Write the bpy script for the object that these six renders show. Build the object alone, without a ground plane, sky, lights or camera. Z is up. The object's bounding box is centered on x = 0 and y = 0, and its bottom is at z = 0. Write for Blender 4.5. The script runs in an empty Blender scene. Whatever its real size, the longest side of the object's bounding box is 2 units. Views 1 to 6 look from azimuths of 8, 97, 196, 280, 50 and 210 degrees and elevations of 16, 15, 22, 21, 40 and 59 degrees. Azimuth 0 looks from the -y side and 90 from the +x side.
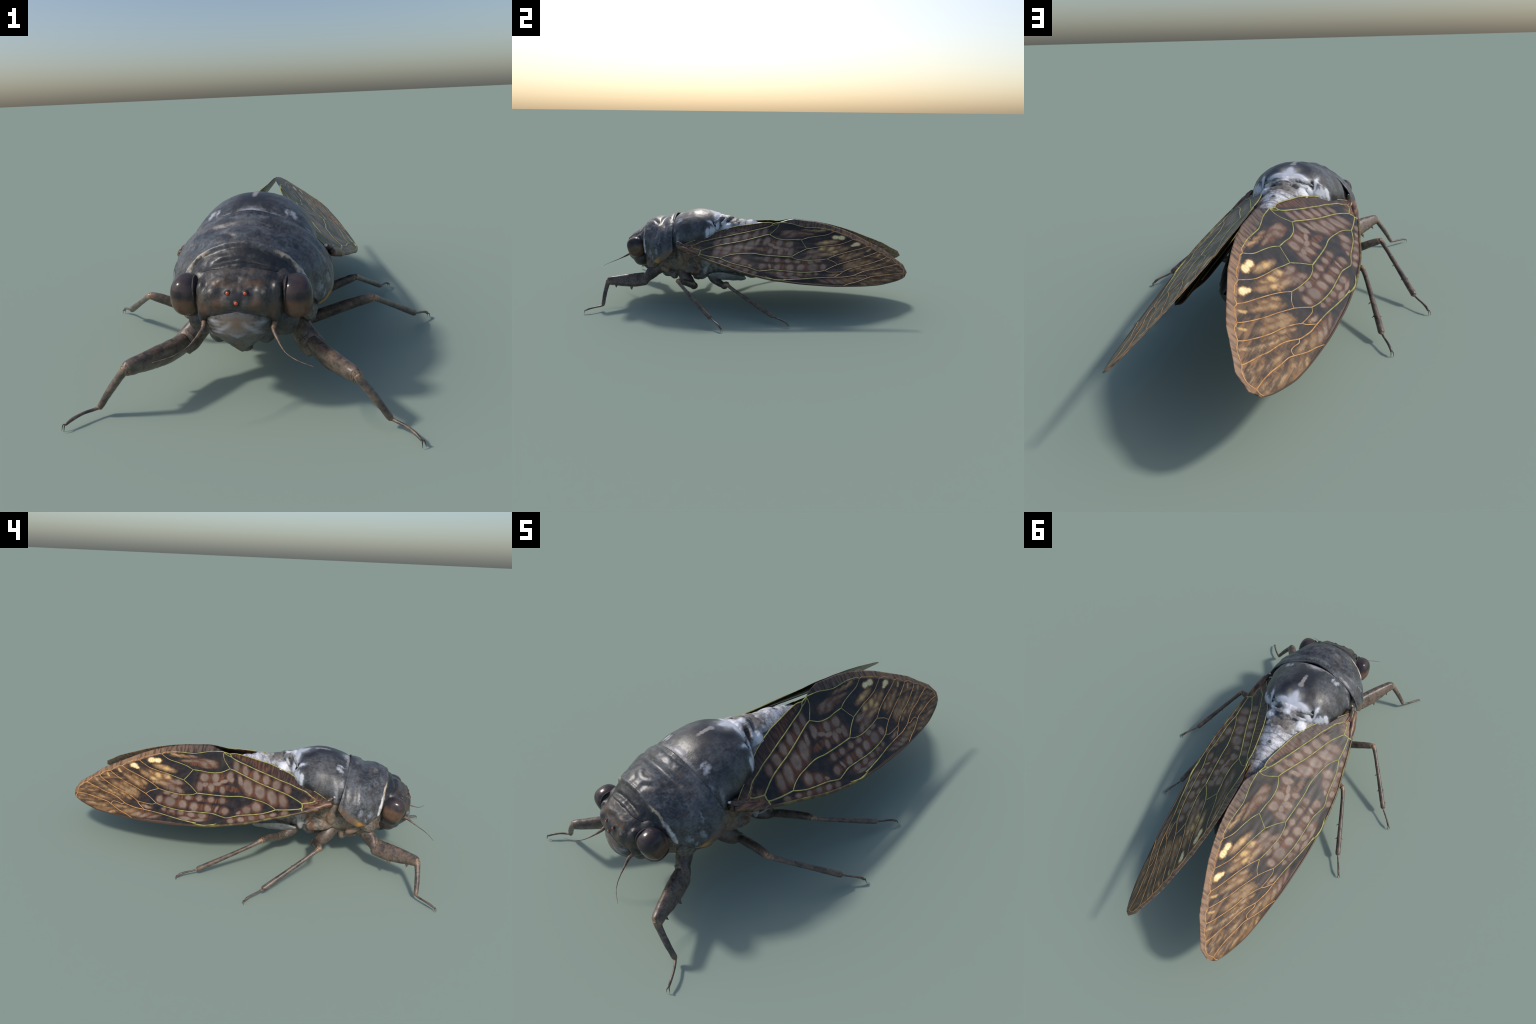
import bpy, bmesh, math, random
import numpy as np
from mathutils import Vector, Matrix, noise

random.seed(7)
SCN = bpy.context.scene.collection


# ------------------------------------------------------------------ helpers
def smooth(a, b, x):
    t = min(1.0, max(0.0, (x - a) / (b - a)))
    return t * t * (3 - 2 * t)


def interp(x, table, col):
    """smooth (monotone cosine free) cubic interpolation in a table of profile stations"""
    xs = [r[0] for r in table]
    ys = [r[col] for r in table]
    if x <= xs[0]:
        return ys[0]
    if x >= xs[-1]:
        return ys[-1]
    i = max(k for k in range(len(xs) - 1) if xs[k] <= x)
    h = xs[i + 1] - xs[i]
    d = [(ys[k + 1] - ys[k]) / (xs[k + 1] - xs[k]) for k in range(len(xs) - 1)]

    def tangent(k):
        if k == 0:
            return d[0]
        if k == len(xs) - 1:
            return d[-1]
        if d[k - 1] * d[k] <= 0:
            return 0.0
        return 2 * d[k - 1] * d[k] / (d[k - 1] + d[k])
    m0, m1 = tangent(i), tangent(i + 1)
    t = (x - xs[i]) / h
    return ((2 * t**3 - 3 * t**2 + 1) * ys[i] + (t**3 - 2 * t**2 + t) * h * m0
            + (-2 * t**3 + 3 * t**2) * ys[i + 1] + (t**3 - t**2) * h * m1)


def catmull(pts, n):
    """resample a control polygon with a Catmull-Rom spline, n points"""
    P = [np.array(p, float) for p in pts]
    if len(P) == 2:
        return [P[0] + (P[1] - P[0]) * k / (n - 1) for k in range(n)]
    P = [2 * P[0] - P[1]] + P + [2 * P[-1] - P[-2]]
    seg = len(P) - 3
    out = []
    for k in range(n):
        u = k / (n - 1) * seg
        i = min(int(u), seg - 1)
        t = u - i
        a, b, c, d = P[i:i + 4]
        out.append(0.5 * (2 * b + (c - a) * t + (2 * a - 5 * b + 4 * c - d) * t * t + (3 * b - a - 3 * c + d) * t**3))
    return out


def make(name, verts, faces, mat=None, parent=None, sub=0, smooth_angle=None):
    me = bpy.data.meshes.new(name)
    me.from_pydata([tuple(map(float, v)) for v in verts], [], faces)
    bm = bmesh.new()
    bm.from_mesh(me)
    bmesh.ops.remove_doubles(bm, verts=bm.verts, dist=1e-5)
    bmesh.ops.recalc_face_normals(bm, faces=bm.faces)
    bm.to_mesh(me)
    bm.free()
    me.polygons.foreach_set("use_smooth", [True] * len(me.polygons))
    if smooth_angle is not None:
        me.set_sharp_from_angle(angle=math.radians(smooth_angle))
    if mat:
        me.materials.append(mat)
    ob = bpy.data.objects.new(name, me)
    SCN.objects.link(ob)
    if parent:
        ob.parent = parent
    if sub:
        m = ob.modifiers.new("round", "SUBSURF")
        m.levels = m.render_levels = sub
    return ob


def grid_faces(rows, cols, wrap=False):
    f = []
    for i in range(rows - 1):
        for j in range(cols if wrap else cols - 1):
            k = (j + 1) % cols
            f.append((i * cols + j, i * cols + k, (i + 1) * cols + k, (i + 1) * cols + j))
    return f


def wobble(p, scale, amp, seed=0.0):
    v = Vector(p) * scale + Vector((seed, seed * 1.7, -seed))
    return amp * noise.noise(v)


def sym(p):
    return (abs(p[0]), p[1], p[2])


def loft(name, table, rows, cols, mat, parent, bumps=(), rough=0.0, rscale=30, px=2.0, pz=2.0, pb=None, extra=None):
    """closed body lofted along y.  table rows: y, top z, bottom z, half width, z of widest point"""
    verts, faces = [], []
    y0, y1 = table[0][0], table[-1][0]
    pb = pb or pz
    for i in range(rows):
        u = i / (rows - 1)
        u = 0.5 - 0.5 * math.cos(math.pi * u) if rows > 6 else u
        y = y0 + (y1 - y0) * u
        zt, zb, w, zc = (interp(y, table, k) for k in (1, 2, 3, 4))
        for j in range(cols):
            th = 2 * math.pi * j / cols
            s, c = math.sin(th), math.cos(th)
            x = w * math.copysign(abs(s) ** (2 / px), s)
            if c >= 0:
                z = zc + (zt - zc) * abs(c) ** (2 / pz)
            else:
                z = zc - (zc - zb) * abs(c) ** (2 / pb)
            verts.append([x, y, z])
    faces = grid_faces(rows, cols, True)
    a = len(verts)
    verts.append(np.mean(verts[:cols], 0))
    verts.append(np.mean(verts[(rows - 1) * cols:rows * cols], 0))
    faces += [(a, (j + 1) % cols, j) for j in range(cols)]
    b = (rows - 1) * cols
    faces += [(a + 1, b + j, b + (j + 1) % cols) for j in range(cols)]
    verts = displace(verts, faces, bumps, rough, rscale, extra)
    return make(name, verts, faces, mat, parent)


def displace(verts, faces, bumps, rough, rscale, extra=None):
    """push vertices along their normals: gaussian bumps (x,y,z, rx,ry,rz, height) mirrored in x, plus fine noise"""
    me = bpy.data.meshes.new("tmp")
    me.from_pydata([tuple(map(float, v)) for v in verts], [], faces)
    bm = bmesh.new()
    bm.from_mesh(me)
    bmesh.ops.recalc_face_normals(bm, faces=bm.faces)
    bm.normal_update()
    bm.verts.ensure_lookup_table()
    out = []
    for v in bm.verts:
        p = v.co
        d = 0.0
        for (x, y, z, rx, ry, rz, h) in bumps:
            q = ((abs(p.x) - x) / rx) ** 2 + ((p.y - y) / ry) ** 2 + ((p.z - z) / rz) ** 2
            if q < 9:
                d += h * math.exp(-q)
        if rough:
            s = sym(p)
            d += wobble(s, rscale, rough) + wobble(s, rscale * 2.7, rough * 0.5, 3.1)
        if extra:
            d += extra(p)
        out.append(np.array(p) + np.array(v.normal) * d)
    bm.free()
    bpy.data.meshes.remove(me)
    return out


def blob(name, c, r, mat, parent, rot=(0, 0, 0), power=2.0, rough=0.0, rscale=40, seg=32, bumps=()):
    """super-ellipsoid"""
    R = Matrix.Rotation(rot[2], 3, 'Z') @ Matrix.Rotation(rot[1], 3, 'Y') @ Matrix.Rotation(rot[0], 3, 'X')
    rows = seg // 2 + 1
    verts = []
    e = 2.0 / power

    def sp(a):
        return math.copysign(abs(a) ** e, a)
    for i in range(rows):
        ph = -math.pi / 2 + math.pi * i / (rows - 1)
        for j in range(seg):
            th = 2 * math.pi * j / seg
            v = Vector((r[0] * sp(math.cos(ph)) * sp(math.cos(th)), r[1] * sp(math.cos(ph)) * sp(math.sin(th)), r[2] * sp(math.sin(ph))))
            verts.append(np.array(R @ v) + np.array(c))
    faces = grid_faces(rows, seg, True)
    if rough or bumps:
        verts = displace(verts, faces, bumps, rough, rscale)
    return make(name, verts, faces, mat, parent)


def tube_geo(pts, radii, n=28, seg=14, up=(0, 0, 1), cap=True, power=2.0, rough=0.0, rscale=60):
    """tube through pts; radii rows (side, up) per control point"""
    radii = [(r, r) if not isinstance(r, (tuple, list)) else r for r in radii]
    C = catmull(pts, n)
    Rr = []
    for k in range(n):
        u = k / (n - 1) * (len(radii) - 1)
        i = min(int(u), len(radii) - 2)
        t = u - i
        t = t * t * (3 - 2 * t) * 0.5 + t * 0.5
        Rr.append([radii[i][m] * (1 - t) + radii[i + 1][m] * t for m in (0, 1)])
    verts = []
    e = 2.0 / power
    for k in range(n):
        d = Vector(C[min(k + 1, n - 1)] - C[max(k - 1, 0)]).normalized()
        u = Vector(up)
        u = (u - d * u.dot(d)).normalized()
        s = d.cross(u)
        for j in range(seg):
            a = 2 * math.pi * j / seg
            ca, sa = math.cos(a), math.sin(a)
            ca = math.copysign(abs(ca) ** e, ca)
            sa = math.copysign(abs(sa) ** e, sa)
            p = Vector(C[k]) + s * (ca * Rr[k][0]) + u * (sa * Rr[k][1])
            if rough:
                p += (p - Vector(C[k])).normalized() * wobble(p, rscale, rough)
            verts.append(tuple(p))
    faces = grid_faces(n, seg, True)
    if cap:
        a = len(verts)
        d0 = Vector(C[0] - C[1]).normalized() * min(Rr[0]) * 0.6
        d1 = Vector(C[-1] - C[-2]).normalized() * min(Rr[-1]) * 0.6
        verts += [tuple(Vector(C[0]) + d0), tuple(Vector(C[-1]) + d1)]
        faces += [(a, (j + 1) % seg, j) for j in range(seg)]
        b = (n - 1) * seg
        faces += [(a + 1, b + j, b + (j + 1) % seg) for j in range(seg)]
    return verts, faces


def tube(name, pts, radii, mat, parent, **kw):
    v, f = tube_geo(pts, radii, **kw)
    return make(name, v, f, mat, parent)


def join_geo(*parts):
    V, F = [], []
    for v, f in parts:
        o = len(V)
        V += list(v)
        F += [tuple(i + o for i in q) for q in f]
    return V, F


def mirrored(ob, parent, flip=True):
    """twin of a part on the other side of the animal, sharing its mesh data"""
    c = ob.copy()
    SCN.objects.link(c)
    c.parent = parent
    if flip:
        c.matrix_basis = Matrix.Diagonal((-1, 1, 1, 1)) @ ob.matrix_basis
    for ch in list(ob.children):
        mirrored(ch, c, False)
    return c


def organic(name, parts, voxel, rounds, mat, parent, rough=0.0, rscale=40, relief=None):
    """fuse overlapping solids into one continuous skin and soften the joints"""
    geo = []
    for o in parts:
        geo.append(([o.matrix_basis @ v.co for v in o.data.vertices], [tuple(p.vertices) for p in o.data.polygons]))
        bpy.data.objects.remove(o)
    V, F = join_geo(*geo)
    ob = make("tmp", V, F)
    m = ob.modifiers.new("fuse", "REMESH")
    m.mode, m.voxel_size, m.adaptivity = 'VOXEL', voxel, 0.0
    dg = bpy.context.evaluated_depsgraph_get()
    me = bpy.data.meshes.new_from_object(ob.evaluated_get(dg))
    bpy.data.objects.remove(ob)
    bm = bmesh.new()
    bm.from_mesh(me)
    for _ in range(rounds):
        bmesh.ops.smooth_vert(bm, verts=bm.verts, factor=0.5, use_axis_x=True, use_axis_y=True, use_axis_z=True)
    bm.to_mesh(me)
    V = [v.co.copy() for v in bm.verts]
    bm.verts.index_update()
    F = [tuple(v.index for v in f.verts) for f in bm.faces]
    bm.free()
    if rough or relief:
        V = displace(V, F, [], rough, rscale, relief)
    return make(name, V, F, mat, parent)


def both(o):
    """a part and its mirror twin as separate solids"""
    c = o.copy()
    c.data = o.data.copy()
    SCN.objects.link(c)
    c.data.transform(Matrix.Diagonal((-1, 1, 1, 1)))
    c.data.flip_normals()
    return [o, c]


# ---------------------------------------------------------------- materials
class Nodes:
    def __init__(self, name):
        self.mat = bpy.data.materials.new(name)
        self.mat.use_nodes = True
        self.t = self.mat.node_tree
        self.t.nodes.clear()
        self.out = self.t.nodes.new("ShaderNodeOutputMaterial")
        self.bsdf = self.t.nodes.new("ShaderNodeBsdfPrincipled")
        self.t.links.new(self.bsdf.outputs[0], self.out.inputs[0])
        self.coord = self.t.nodes.new("ShaderNodeTexCoord").outputs["Object"]
        self._abs = None

    def put(self, sock, v):
        if isinstance(v, bpy.types.NodeSocket):
            self.t.links.new(v, sock)
        elif isinstance(v, (tuple, list)) and len(v) == 3 and sock.type == 'RGBA':
            sock.default_value = (*v, 1)
        else:
            sock.default_value = v

    def math(self, op, a, b=0.0, c=0.0, clamp=False):
        n = self.t.nodes.new("ShaderNodeMath")
        n.operation = op
        n.use_clamp = clamp
        for s, v in zip(n.inputs, (a, b, c)):
            self.put(s, v)
        return n.outputs[0]

    def vmath(self, op, a, b=(0, 0, 0)):
        n = self.t.nodes.new("ShaderNodeVectorMath")
        n.operation = op
        self.put(n.inputs[0], a)
        self.put(n.inputs[1], b)
        return n.outputs["Value"] if op in ("LENGTH", "DOT_PRODUCT", "DISTANCE") else n.outputs[0]

    def abs_coord(self):
        """object coordinates with |x|, for markings that repeat on both sides"""
        if self._abs is None:
            s = self.t.nodes.new("ShaderNodeSeparateXYZ")
            self.put(s.inputs[0], self.coord)
            c = self.t.nodes.new("ShaderNodeCombineXYZ")
            self.put(c.inputs[0], self.math('ABSOLUTE', s.outputs[0]))
            self.put(c.inputs[1], s.outputs[1])
            self.put(c.inputs[2], s.outputs[2])
            self._abs = c.outputs[0]
        return self._abs

    def xyz(self, vec):
        s = self.t.nodes.new("ShaderNodeSeparateXYZ")
        self.put(s.inputs[0], vec)
        return s.outputs

    def noise(self, vec, scale, detail=4, rough=0.6, stretch=None, color=False, distortion=0.0):
        if stretch:
            vec = self.vmath('MULTIPLY', vec, stretch)
        n = self.t.nodes.new("ShaderNodeTexNoise")
        self.put(n.inputs["Vector"], vec)
        n.inputs["Scale"].default_value = scale
        n.inputs["Detail"].default_value = detail
        n.inputs["Roughness"].default_value = rough
        n.inputs["Distortion"].default_value = distortion
        return n.outputs["Color"] if color else n.outputs[0]

    def voronoi(self, vec, scale, feature='F1'):
        n = self.t.nodes.new("ShaderNodeTexVoronoi")
        n.feature = feature
        self.put(n.inputs["Vector"], vec)
        n.inputs["Scale"].default_value = scale
        return n.outputs[0]

    def step(self, x, lo, hi):
        n = self.t.nodes.new("ShaderNodeMapRange")
        n.interpolation_type = 'SMOOTHSTEP'
        self.put(n.inputs["Value"], x)
        n.inputs["From Min"].default_value = lo
        n.inputs["From Max"].default_value = hi
        return n.outputs[0]

    def mix(self, fac, a, b, mode='MIX'):
        n = self.t.nodes.new("ShaderNodeMix")
        n.data_type = 'RGBA'
        n.blend_type = mode
        self.put(n.inputs[0], fac)
        self.put(n.inputs[6], a)
        self.put(n.inputs[7], b)
        return n.outputs[2]

    def warp(self, vec, scale, amount):
        n = self.noise(vec, scale, 3, 0.6, color=True)
        n = self.vmath('SUBTRACT', n, (0.5, 0.5, 0.5))
        n = self.vmath('MULTIPLY', n, (amount * 2, amount * 2, amount * 2))
        return self.vmath('ADD', vec, n)

    def spot(self, vec, c, r, rot=(0, 0, 0)):
        """distance field of an ellipsoid: 1 on its surface"""
        n = self.t.nodes.new("ShaderNodeMapping")
        n.vector_type = 'TEXTURE'
        self.put(n.inputs[0], vec)
        n.inputs["Location"].default_value = c
        n.inputs["Rotation"].default_value = rot
        n.inputs["Scale"].default_value = r
        return self.vmath('LENGTH', n.outputs[0])

    def spots(self, vec, rows, after=None, fuse=0.0):
        """nearest of many spots; chained in small groups so that few values are alive at a time"""
        d, src = None, vec
        for i, r in enumerate(rows):
            if i % 6 == 0 and (d or after):
                n = self.t.nodes.new("ShaderNodeVectorMath")
                n.operation = 'MULTIPLY_ADD'
                self.put(n.inputs[0], d or after)
                n.inputs[1].default_value = (1e-8, 1e-8, 1e-8)
                self.put(n.inputs[2], vec)
                src = n.outputs[0]
            s = self.spot(src, *r)
            d = s if d is None else self.math('SMOOTH_MIN', d, s, fuse) if fuse else self.math('MINIMUM', d, s)
        return d

    def finish(self, color, rough=0.5, spec=0.5, bump=None, bump_strength=0.3, bump_dist=0.004, coat=0.0, sheen=0.0):
        b = self.bsdf
        self.put(b.inputs["Base Color"], color)
        self.put(b.inputs["Roughness"], rough)
        self.put(b.inputs["Specular IOR Level"], spec)
        b.inputs["Coat Weight"].default_value = coat
        b.inputs["Coat Roughness"].default_value = 0.15
        b.inputs["Sheen Weight"].default_value = sheen
        if bump is not None:
            n = self.t.nodes.new("ShaderNodeBump")
            n.inputs["Strength"].default_value = bump_strength
            n.inputs["Distance"].default_value = bump_dist
            self.put(n.inputs["Height"], bump)
            self.t.links.new(n.outputs[0], b.inputs["Normal"])
        return self.mat


# ---- cuticle of the body: blue-black with a grey bloom, brown where it is thin
def cuticle(name, dark, light, brown, brown_amt=0.3, rough=0.45, extra=None, speckle=1.0, spec=0.5, bump=0.35):
    N = Nodes(name)
    p = N.abs_coord()
    n1 = N.noise(N.warp(p, 18, 0.02), 14, 6, 0.65)
    fine = N.noise(p, 90, 4, 0.7, stretch=(1.0, 1.0, 0.55))
    hair = N.noise(p, 130, 3, 0.7, stretch=(1.0, 0.35, 1.0))
    m = N.math('MULTIPLY_ADD', fine, 0.28, N.math('MULTIPLY', n1, 0.72))
    m = N.math('MULTIPLY_ADD', hair, 0.30, N.math('MULTIPLY', m, 0.70))
    col = N.mix(N.step(m, 0.40, 0.62), dark, light)
    fleck = N.step(N.noise(p, 62, 5, 0.7, stretch=(1.0, 0.5, 1.0)), 0.60, 0.78)
    col = N.mix(N.math('MULTIPLY', fleck, 0.45 * speckle), col, tuple(min(1, c * 2.1 + 0.02) for c in light))
    scratch = N.noise(N.warp(p, 12, 0.03), 60, 3, 0.6, stretch=(0.45, 2.2, 0.5))
    col = N.mix(N.math('MULTIPLY', N.step(scratch, 0.58, 0.74), 0.42 * speckle), col, tuple(min(1, c * 1.9 + 0.02) for c in light))
    bn = N.step(N.noise(p, 22, 5, 0.6, distortion=0.6), 0.52, 0.68)
    col = N.mix(N.math('MULTIPLY', bn, brown_amt), col, brown)
    if extra:
        col = extra(N, p, col)
    return N.finish(col, rough=N.math('MULTIPLY_ADD', fine, 0.25, rough - 0.12), spec=spec, bump=m, bump_strength=bump, bump_dist=0.004)


def paint(N, p, col, rows, color, lo=0.8, hi=1.1, warp=(30, 0.014), amt=1.0):
    d = N.spots(N.warp(p, *warp), rows)
    f = N.math('SUBTRACT', 1.0, N.step(d, lo, hi))
    if amt != 1.0:
        f = N.math('MULTIPLY', f, amt)
    return N.mix(f, col, color)


DARK, LIGHT, BROWN = (0.022, 0.025, 0.031), (0.075, 0.084, 0.098), (0.085, 0.056, 0.038)
WHITE = (0.62, 0.64, 0.70)


def pronotum_marks(N, p, col):
    s = N.xyz(N.warp(N.warp(p, 22, 0.009), 70, 0.003))
    # line of the pale crest: front of it black and glossy, behind it grey
    u = N.math('ADD', N.math('MULTIPLY_ADD', s[2], 0.17, 0.6385), s[1])
    front = N.step(u, -0.004, -0.013)
    col = N.mix(N.math('MULTIPLY', front, 0.88), col, N.mix(N.step(N.noise(p, 40, 4), 0.5, 0.75), (0.014, 0.015, 0.017), (0.075, 0.07, 0.065)))
    low = N.step(s[2], 0.50, 0.36)
    wide = N.math('MULTIPLY_ADD', low, 0.0075, 0.0035)
    d = N.math('DIVIDE', N.math('ABSOLUTE', u), wide)
    crest = N.math('MULTIPLY', N.math('SUBTRACT', 1.0, N.step(d, 0.5, 1.15)), N.step(s[2], 0.486, 0.466))
    crest = N.math('MULTIPLY', crest, N.math('MULTIPLY_ADD', N.step(N.noise(p, 60, 4), 0.36, 0.52), 0.5, 0.5))
    col = N.mix(crest, col, N.mix(N.step(s[2], 0.38, 0.44), (0.62, 0.60, 0.58), (0.46, 0.37, 0.27)))
    crown = N.math('MULTIPLY', N.math('SUBTRACT', 1.0, N.step(d, 0.4, 1.6)), N.math('MULTIPLY', N.step(s[2], 0.485, 0.50), N.step(N.noise(p, 75, 4), 0.48, 0.60)))
    col = N.mix(N.math('MULTIPLY', crown, 0.45), col, (0.26, 0.18, 0.12))
    # brown hem along the lower edge, golden at the corner
    q = N.math('MULTIPLY_ADD', s[1], -0.739, N.math('SUBTRACT', s[2], 0.728))
    hem = N.math('MULTIPLY', N.math('MULTIPLY', N.step(q, 0.034, 0.006), N.step(s[1], -0.655, -0.62)), N.step(s[2], 0.43, 0.37))
    hem = N.math('MULTIPLY', hem, N.step(N.noise(p, 48, 4), 0.30, 0.55))
    col = N.mix(N.math('MULTIPLY', hem, 0.8), col, (0.17, 0.105, 0.065))
    gold = N.math('MULTIPLY', N.math('MULTIPLY', N.step(q, 0.026, 0.008), N.step(s[1], -0.665, -0.635)), N.step(s[1], -0.565, -0.605))
    col = N.mix(N.math('MULTIPLY', gold, 0.9), col, (0.52, 0.27, 0.06))
    col = paint(N, p, col, [((0.245, -0.650, 0.335), (0.05, 0.016, 0.022)), ((0.255, -0.60, 0.35), (0.05, 0.012, 0.03)), ((0.25, -0.63, 0.31), (0.05, 0.008, 0.02)), ((0.24, -0.585, 0.42), (0.05, 0.008, 0.03))], (0.34, 0.37, 0.41), 0.1, 1.1, (75, 0.024), 0.6)
    col = paint(N, p, col, [((0.05, -0.56, 0.55), (0.02, 0.012, 0.05)), ((0.07, -0.66, 0.53), (0.03, 0.02, 0.04))], (0.24, 0.23, 0.22), 0.0, 1.1, (60, 0.02), 0.4)
    return col


def mesonotum_marks(N, p, col):
    col = paint(N, p, col, [((0, -0.40, 0.60), (0.085, 0.12, 0.07)), ((0.05, -0.30, 0.58), (0.06, 0.05, 0.05))], (0.022, 0.022, 0.026), 0.5, 1.2, (18, 0.02), 0.9)
    col = paint(N, p, col, [((0.215, -0.27, 0.42), (0.06, 0.10, 0.055))], (0.012, 0.013, 0.015), 0.7, 1.1, (20, 0.014))
    col = paint(N, p, col, [((0.215, -0.40, 0.37), (0.05, 0.09, 0.035))], (0.16, 0.10, 0.06), 0.5, 1.1, (35, 0.02), 0.7)
    col = paint(N, p, col, [((0.035, -0.285, 0.583), (0.018, 0.020, 0.02))], (0.19, 0.17, 0.035), 0.3, 1.2, (60, 0.006), 0.85)
    col = paint(N, p, col, [((0, -0.375, 0.59), (0.012, 0.045, 0.03)), ((0.0, -0.34, 0.59), (0.017, 0.016, 0.03))], (0.33, 0.30, 0.29), 0.5, 1.1, (90, 0.008), 0.9)
    col = paint(N, p, col, [((0.0, -0.505, 0.550), (0.055, 0.030, 0.20)), ((0.0, -0.512, 0.550), (0.13, 0.014, 0.20))], (0.42, 0.42, 0.45), 0.0, 1.15, (70, 0.022), 0.85)
    col = paint(N, p, col, [((0.120, -0.478, 0.527), (0.010, 0.024, 0.10)), ((0.140, -0.472, 0.515), (0.015, 0.030, 0.10), (0, 0, 0.3))], (0.48, 0.50, 0.55), 0.1, 1.15, (60, 0.016), 0.85)
    col = paint(N, p, col, [((0.232, -0.468, 0.42), (0.05, 0.014, 0.08)), ((0.19, -0.492, 0.47), (0.02, 0.010, 0.06))], (0.40, 0.42, 0.46), 0.0, 1.2, (60, 0.02), 0.55)
    # white wax on the rear: a pointed shield, two prongs round a black pit, a hook down the flank
    wax = [((0, -0.235, 0.56), (0.046, 0.062, 0.4)), ((0, -0.272, 0.56), (0.022, 0.036, 0.4)), ((0.055, -0.240, 0.545), (0.055, 0.020, 0.4), (0, 0, 0.06)), ((0.100, -0.232, 0.53), (0.026, 0.020, 0.4)),
           ((0.127, -0.264, 0.52), (0.008, 0.030, 0.4), (0, 0, 0.15)), ((0.150, -0.252, 0.50), (0.034, 0.008, 0.4), (0, 0, -0.65)), ((0.176, -0.278, 0.47), (0.016, 0.009, 0.4), (0, 0, -0.8))]
    col = paint(N, p, col, wax, (0.26, 0.27, 0.30), 0.6, 2.0, (45, 0.012), 0.65)
    col = paint(N, p, col, wax, WHITE, 0.45, 1.2, (60, 0.008))
    col = paint(N, p, col, [((0.112, -0.247, 0.53), (0.009, 0.011, 0.3))], (0.012, 0.013, 0.015), 0.7, 1.2, (60, 0.003))
    return col


def head_marks(N, p, col):
    col = paint(N, p, col, [((0.055, -0.85, 0.352), (0.030, 0.06, 0.026)), ((0.10, -0.84, 0.33), (0.018, 0.06, 0.03)), ((0.05, -0.83, 0.41), (0.04, 0.03, 0.010))], (0.105, 0.060, 0.034), 0.3, 1.2, (45, 0.012), 0.85)
    col = paint(N, p, col, [((0, -0.86, 0.375), (0.022, 0.05, 0.030)), ((0.0, -0.865, 0.333), (0.075, 0.04, 0.008))], (0.020, 0.020, 0.022), 0.5, 1.15, (50, 0.006), 0.9)
    col = paint(N, p, col, [((0.078, -0.842, 0.392), (0.010, 0.03, 0.010)), ((0.04, -0.855, 0.402), (0.03, 0.02, 0.004))], (0.26, 0.22, 0.18), 0.2, 1.1, (80, 0.01), 0.7)
    return col


def clypeus_marks(N, p, col):
    col = paint(N, p, col, [((0, -0.868, 0.285), (0.095, 0.06, 0.036))], (0.20, 0.175, 0.155), 0.3, 1.2, (40, 0.016), 0.7)
    col = paint(N, p, col, [((0, -0.865, 0.300), (0.060, 0.05, 0.022)), ((0.0, -0.86, 0.225), (0.016, 0.06, 0.022))], (0.15, 0.088, 0.048), 0.0, 1.25, (40, 0.014), 0.75)
    col = paint(N, p, col, [((0.045, -0.865, 0.283), (0.040, 0.05, 0.010), (0, 0.55, 0)), ((0.0, -0.868, 0.262), (0.022, 0.03, 0.008)), ((0.07, -0.86, 0.30), (0.018, 0.05, 0.010))], (0.33, 0.33, 0.345), 0.0, 1.35, (45, 0.014), 0.75)
    return col


def abdomen_marks(N, p, col):
    s = N.xyz(p)
    # white wax on the back fades to slate at the tip and flanks
    w = N.math('MULTIPLY', N.step(s[1], 0.34, 0.10), N.step(s[2], 0.36, 0.42))
    wn = N.noise(p, 34, 6, 0.72)
    sp = N.step(N.noise(p, 95, 4, 0.7), 0.36, 0.50)
    tone = N.mix(N.step(wn, 0.36, 0.60), (0.27, 0.27, 0.285), (0.66, 0.67, 0.71))
    tone = N.mix(N.math('MULTIPLY', N.math('SUBTRACT', 1.0, sp), 0.55), tone, (0.17, 0.17, 0.18))
    col = N.mix(w, col, tone)
    col = paint(N, p, col, [((0.03, -0.09, 0.53), (0.05, 0.028, 0.05))], (0.17, 0.14, 0.115), 0.2, 1.1, (50, 0.02), 0.7)
    col = paint(N, p, col, [((0, 0.0, 0.52), (0.012, 0.011, 0.04))], (0.05, 0.052, 0.055), 0.5, 1.2, (90, 0.006), 0.9)
    # wax on the belly
    b = N.math('MULTIPLY', N.step(s[2], 0.30, 0.16), N.step(wn, 0.35, 0.6))
    col = N.mix(N.math("MULTIPLY", b, 0.9), col, (0.27, 0.29, 0.285))
    return col


def metathorax_marks(N, p, col):
    col = paint(N, p, col, [((0, -0.125, 0.54), (0.060, 0.045, 0.3)), ((0.05, -0.20, 0.54), (0.035, 0.018, 0.3), (0, 0, -0.3)), ((0.035, -0.105, 0.5), (0.04, 0.02, 0.3))], (0.125, 0.105, 0.085), 0.2, 1.15, (40, 0.018), 0.9)
    col = paint(N, p, col, [((0.08, -0.205, 0.52), (0.03, 0.009, 0.3), (0, 0, -0.35)), ((0.02, -0.16, 0.5), (0.03, 0.010, 0.2))], (0.035, 0.03, 0.028), 0.3, 1.1, (50, 0.012), 0.85)
    col = paint(N, p, col, [((0.095, -0.168, 0.50), (0.034, 0.036, 0.2), (0, 0, 0.3)), ((0, -0.222, 0.55), (0.05, 0.022, 0.2)), ((0, -0.190, 0.55), (0.018, 0.025, 0.2))], (0.74, 0.75, 0.80), 0.25, 1.3, (45, 0.016))
    return col


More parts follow.
